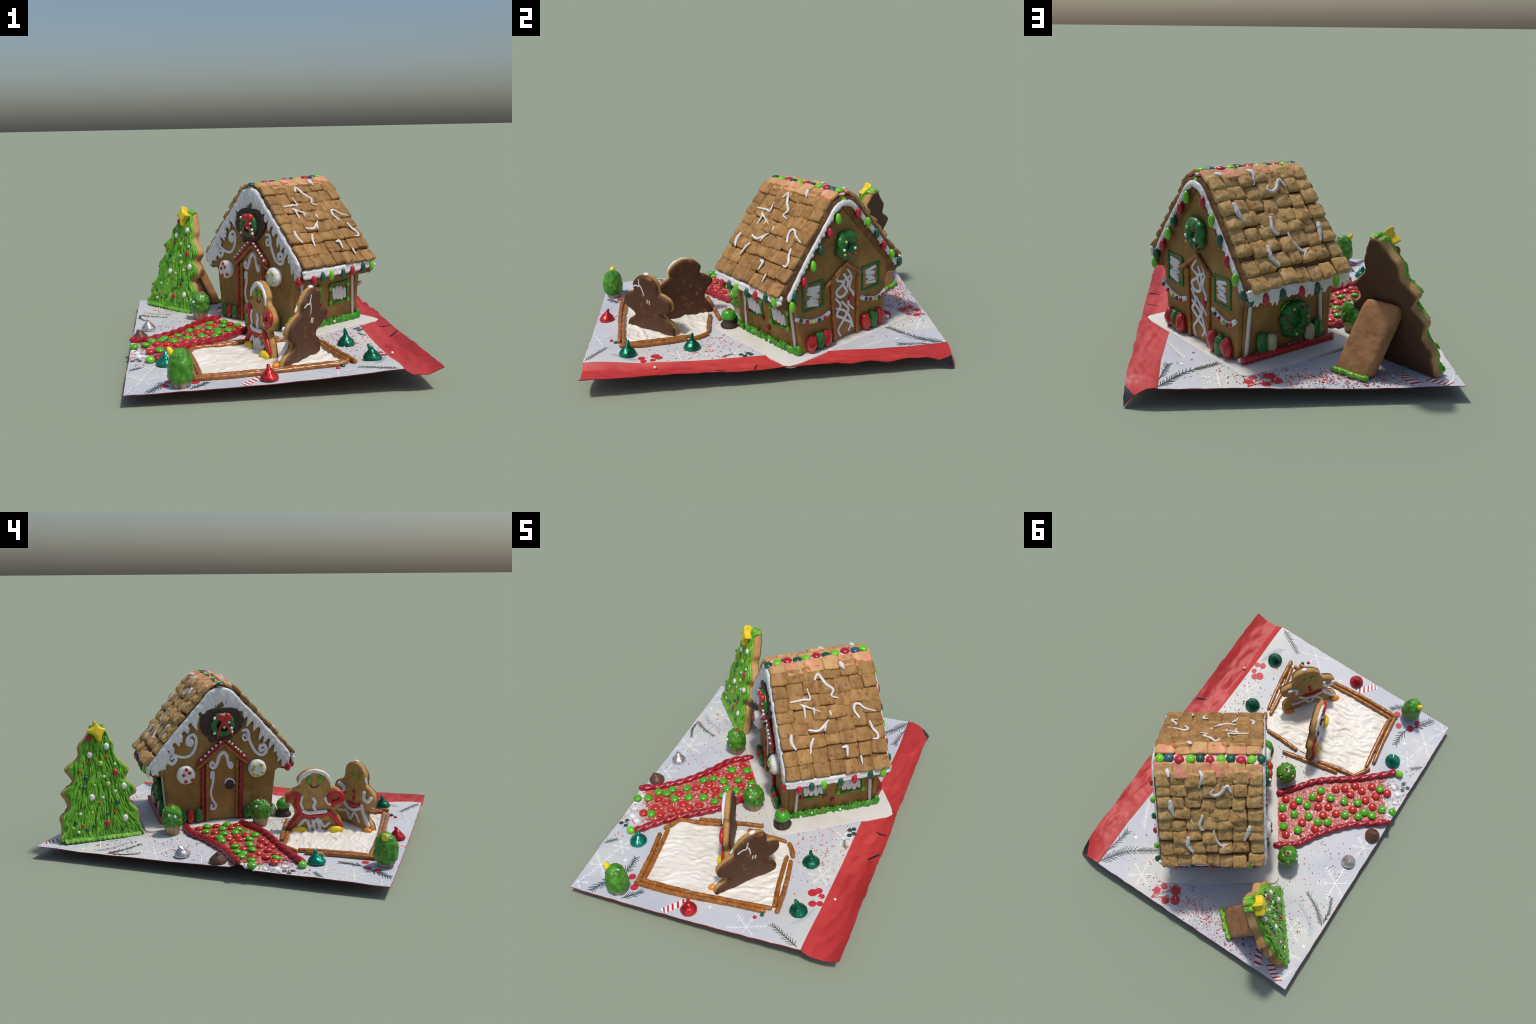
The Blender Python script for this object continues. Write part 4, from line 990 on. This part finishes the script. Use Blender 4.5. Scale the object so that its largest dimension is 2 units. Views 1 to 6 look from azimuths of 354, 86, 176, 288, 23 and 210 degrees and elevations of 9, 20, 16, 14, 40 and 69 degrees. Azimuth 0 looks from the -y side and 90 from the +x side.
for a, b in RODS:
    L_ = math.hypot(b[0] - a[0], b[1] - a[1])
    for k in range(int(L_ / .022)):
        t = qr.random(); x = a[0] + (b[0] - a[0]) * t + qr.uniform(-.007, .007); y = a[1] + (b[1] - a[1]) * t + qr.uniform(-.007, .007)
        grain(qs2, x - RC[0], y - RC[1], hw(x, y) + .0215, .0022)
part('salt_grains', qs2, ICING_R, rink, kind='stuff', smooth=False)

# ------------------------------------------------------------------ candy path
path = thing('candy_path', 'garden path of button candies between red licorice ropes', 'candy path', (-.40, -.08, 0))
PC = (-.40, -.08)
LR = [(-.070, .010), (-.142, -.079), (-.22, -.179), (-.313, -.256), (-.417, -.33), (-.515, -.416), (-.609, -.511)]
LL = [(-.240, .305), (-.347, .226), (-.41, .124), (-.484, .023), (-.573, -.072), (-.674, -.148), (-.745, -.197)]
for pts in (LR, LL):
    P = [(x - PC[0], y - PC[1], hw(x, y) + .0165) for x, y in pts]
    part('licorice_rope', tube(P, .0185, 18, 150, lobes=3, twist=95., depth=.16), LICOR, path)
def bed(u, w):
    u = u * (.94 + .06 * noise.noise(V((w * 9, 0, 0))))
    a = cr(LR, 41)[int(round(u * 40))]; b = cr(LL, 41)[int(round(u * 40))]
    p = a + (b - a) * w
    fade = min(1, (1 - u) * 6)
    return (p[0] - PC[0], p[1] - PC[1], hw(p[0], p[1]) + .002 + .0075 * fade + .0035 * noise.noise(V((p[0] * 40, p[1] * 40, 0))))
part('sugar_bed', sheet(40, 60, bed), PATHBED, path)
GREEN = [(-.285, -.148), (-.265, -.084), (-.201, -.018), (-.264, -.019), (-.143, .081), (-.228, .077), (-.309, .038), (-.362, -.14), (-.447, -.168), (-.521, -.208), (-.589, -.178), (-.571, -.133), (-.64, -.185), (-.672, -.252), (-.494, -.095), (-.43, .005), (-.379, .039), (-.213, .179), (-.302, .15), (-.593, -.365), (-.735, -.275)]
RED = [(-.358, -.207), (-.402, -.245), (-.453, -.232), (-.501, -.291), (-.541, -.349), (-.645, -.369), (-.594, -.309), (-.555, -.251), (-.613, -.236), (-.518, -.153), (-.442, -.071), (-.381, -.02), (-.38, -.083), (-.327, -.048), (-.191, .029), (-.127, .02), (-.179, .133), (-.297, .093), (-.254, .214), (-.386, .086), (-.45, -.294), (-.30, -.10)]
me_g = to_mesh('button_candy', *blob((0, 0, 0), (.0262, .0262, .0145)), MMG); me_r = to_mesh('button_candy', *blob((0, 0, 0), (.0262, .0262, .0145)), MMR)
for L_, me in ((GREEN, me_g), (RED, me_r)):
    for x, y in L_:
        M = Matrix.Translation((x - PC[0], y - PC[1], hw(x, y) + (.018 if me is me_g else .015))) @ Matrix.Rotation(qr.uniform(-.25, .25), 4, 'X') @ Matrix.Rotation(qr.uniform(-.25, .25), 4, 'Y') @ Matrix.Rotation(qr.uniform(0, 3), 4, 'Z')
        put('button_candy', me, path, M)
sg = MB(); CR_R, CR_L = cr(LR, 100), cr(LL, 100)
for _ in range(2600):
    u = rg.random(); w = rg.uniform(.03, .97); i = int(u * 99); p = CR_R[i] + (CR_L[i] - CR_R[i]) * w
    if not inside(p): continue
    grain(sg, p[0] - PC[0] + rg.uniform(-.01, .01), p[1] - PC[1] + rg.uniform(-.01, .01), hw(p[0], p[1]) + .009 * min(1, (1 - u) * 6) + .002, rg.choice((.0018, .0024, .003)))
part('sugar_grains', sg, SUGAR, path, kind='stuff', smooth=False)
part('gum_drop', blob((-.642 - PC[0], -.523 - PC[1], .086), (.027, .023, .019), nz=.25, fr=40), LIME, path)
iw = MB()
for x, y, r in ((-.735, -.245, .02), (-.70, -.40, .018), (-.72, -.34, .014), (-.66, -.43, .018), (-.745, -.29, .014)): iw.add(*blob((x - PC[0], y - PC[1], hw(x, y)), (r * 1.3, r, r * .6), nz=.5, seed=x * 9))
put('icing_dab', remeshed('icing_dab', iw, ICING, .005, 1), path)

# ------------------------------------------------------------------ shrubs
def shrub(x, y, r, zt, seed, green0=.36):
    z0 = hw(x, y) + .001; hgt = zt - z0
    s = thing('cupcake_shrub', 'small cupcake iced as a green bush', 'cupcake', (x, y, z0))
    zc = hgt * green0
    part('paper_cup', lathe([(r * .62, 0), (r * .70, zc * .5), (r * .86, zc), (r * .80, zc * 1.15)], 60, 20, .045), WRAPPER, s)
    v, f = lathe([(r * .80, zc * .82), (r * .97, zc * 1.0), (r * 1.0, zc * 1.25), (r * 1.0, hgt * .55), (r * .95, hgt * .68), (r * .84, hgt * .82), (r * .62, hgt * .93), (r * .32, hgt * .99), (.002, hgt)], 40, nz=.006, seed=seed)
    put('shrub_icing', remeshed('shrub_icing', (v, f), SHRUBG, .0045, 1, .0048, 42, seed), s)
    q = random.Random(seed)
    for k in range(12):
        a = q.uniform(0, 6.28); t = q.uniform(.1, 1.); zz = zc * 1.2 + (hgt - zc * 1.2) * t
        rr = r * math.sqrt(max(.02, 1 - t ** 2.4)) * .99
        part('bead', blob((math.cos(a) * rr, math.sin(a) * rr, zz), q.choice((.006, .008, .009)), nu=10, nv=8), q.choice((WHITEC, REDC, PALEG, DKGREEN, PALEG)), s)
    part('bead', blob((.0, .0, hgt), .009, nu=10, nv=8), MMR, s)
shrub(-.049, -.104, .062, .240, 3); shrub(-.350, .343, .062, .250, 8)
# pear-shaped bush with a yellow star
x, y = -.489, -.930; z0 = hw(x, y)
sb = thing('cupcake_shrub', 'tall green iced bush with yellow tip', 'cupcake', (x, y, z0))
v, f = lathe([(.038, 0), (.044, .02), (.050, .045), (.050, .06)], 48, 16, .05); part('paper_cup', (v, f), mat('faded_cup', [(.16, .13, .06), (.42, .34, .25), (.58, .50, .44)], 30, .8, stretch=(1, 1, .3)), sb)
v, f = lathe([(.044, .022), (.056, .035), (.062, .05), (.063, .075), (.060, .105), (.055, .135), (.043, .160), (.026, .178), (.002, .185)], 40, nz=.008, seed=4, axisbend=(-.006, .004))
pb = MB(); pb.add(v, f); pb.add(*blob((.018, .004, .135), (.036, .034, .048), nz=.2)); pb.add(*blob((-.02, .002, .13), (.034, .034, .045), nz=.2)); v, f = pb.v, pb.f
put('shrub_icing', remeshed('shrub_icing', (v, f), SHRUBG, .005, 1, .005, 34, 2), sb)
part('star', blob((-.046, .002, .170), (.016, .018, .026), ((.9, .1, .4), (0, 1, 0), (-.4, 0, .9)), nz=.2), YELC, sb)
# chocolate cup with green top
x, y = .160, -.188; z0 = .0885
cc = thing('chocolate_cup', 'chocolate cup topped with green icing and red bead', 'candy', (x, y, z0))
part('chocolate_base', lathe([(.050, 0), (.052, .008), (.044, .02), (.036, .03), (.038, .045), (.040, .06)], 36, 0, 0, .002), CHOC, cc)
part('green_top', lathe([(.036, .046), (.043, .056), (.044, .070), (.038, .088), (.024, .102), (.002, .107)], 32, nz=.002), candy('bright_green_icing', (.05, .33, .02), .35, .3), cc)
part('bead', blob((.004, .002, .105), (.015, .013, .008)), REDC, cc)

# ------------------------------------------------------------------ foil-wrapped drops
def drop(name, label, x, y, r, tip, m_, seed, curl=0., body=.036):
    z0 = hw(x, y)
    k = thing(name, label, 'chocolate drop', (x, y, z0))
    tx, ty, tz = tip[0] - x, tip[1] - y, tip[2] - z0
    prof = [(r * .75, 0), (r * 1.0, .004), (r * 1.05, .011), (r * .98, .020), (r * .80, .031), (r * .55, .042), (r * .34, .053)]
    v, f = lathe(prof, 36, 9, .012, .002, seed, (tx * .3, ty * .3))
    mb = MB(); mb.add(v, f)
    mb.add(*tube([(tx * .2, ty * .2, .040), (tx * .5, ty * .5, .045 + (tz - .045) * .5), (tx * .95 + curl * .6, ty * .95, tz * .97), (tx + curl, ty, tz - abs(curl) * .3)], [r * .36, r * .26, r * .21, r * .17], 10, 14, rough=.4, seed=seed))
    put('foil_body' if m_ is not MILK else 'chocolate_body', remeshed('drop', mb, m_, .004, 1, .0012, 60, seed), k)
    return k
drop('chocolate_drop', 'pointed chocolate drop in green foil', .466, -.764, .046, (.446, -.755, .174), FOILG, 1)
drop('chocolate_drop', 'pointed chocolate drop in green foil', .411, -.409, .046, (.404, -.402, .168), FOILG, 2)
kt = drop('chocolate_drop', 'chocolate drop in teal foil with paper tag', -.563, -.579, .047, (-.560, -.565, .140), FOILT, 3)
part('paper_tag', tube([(.0, .01, .05), (.012, -.02, .055), (.02, -.045, .03)], [.003, .004, .003], 6, 12, up=(0, 0, 1), flat=.3), ICING, kt)
drop('chocolate_drop', 'chocolate drop in red foil', -.074, -.934, .043, (-.082, -.918, .150), FOILR, 4, .006)
ks = drop('chocolate_drop', 'chocolate drop in crumpled silver foil', -.668, .145, .042, (-.672, .158, .128), FOILS, 5, -.008)
part('paper_tag', tube([(.0, .0, .04), (.02, -.005, .035), (.035, -.02, .004)], [.003, .004, .002], 6, 12, up=(0, 0, 1), flat=.3), ICING, ks)
drop('chocolate_drop', 'unwrapped milk chocolate drop', -.707, -.076, .045, (-.722, -.082, .128), MILK, 6)
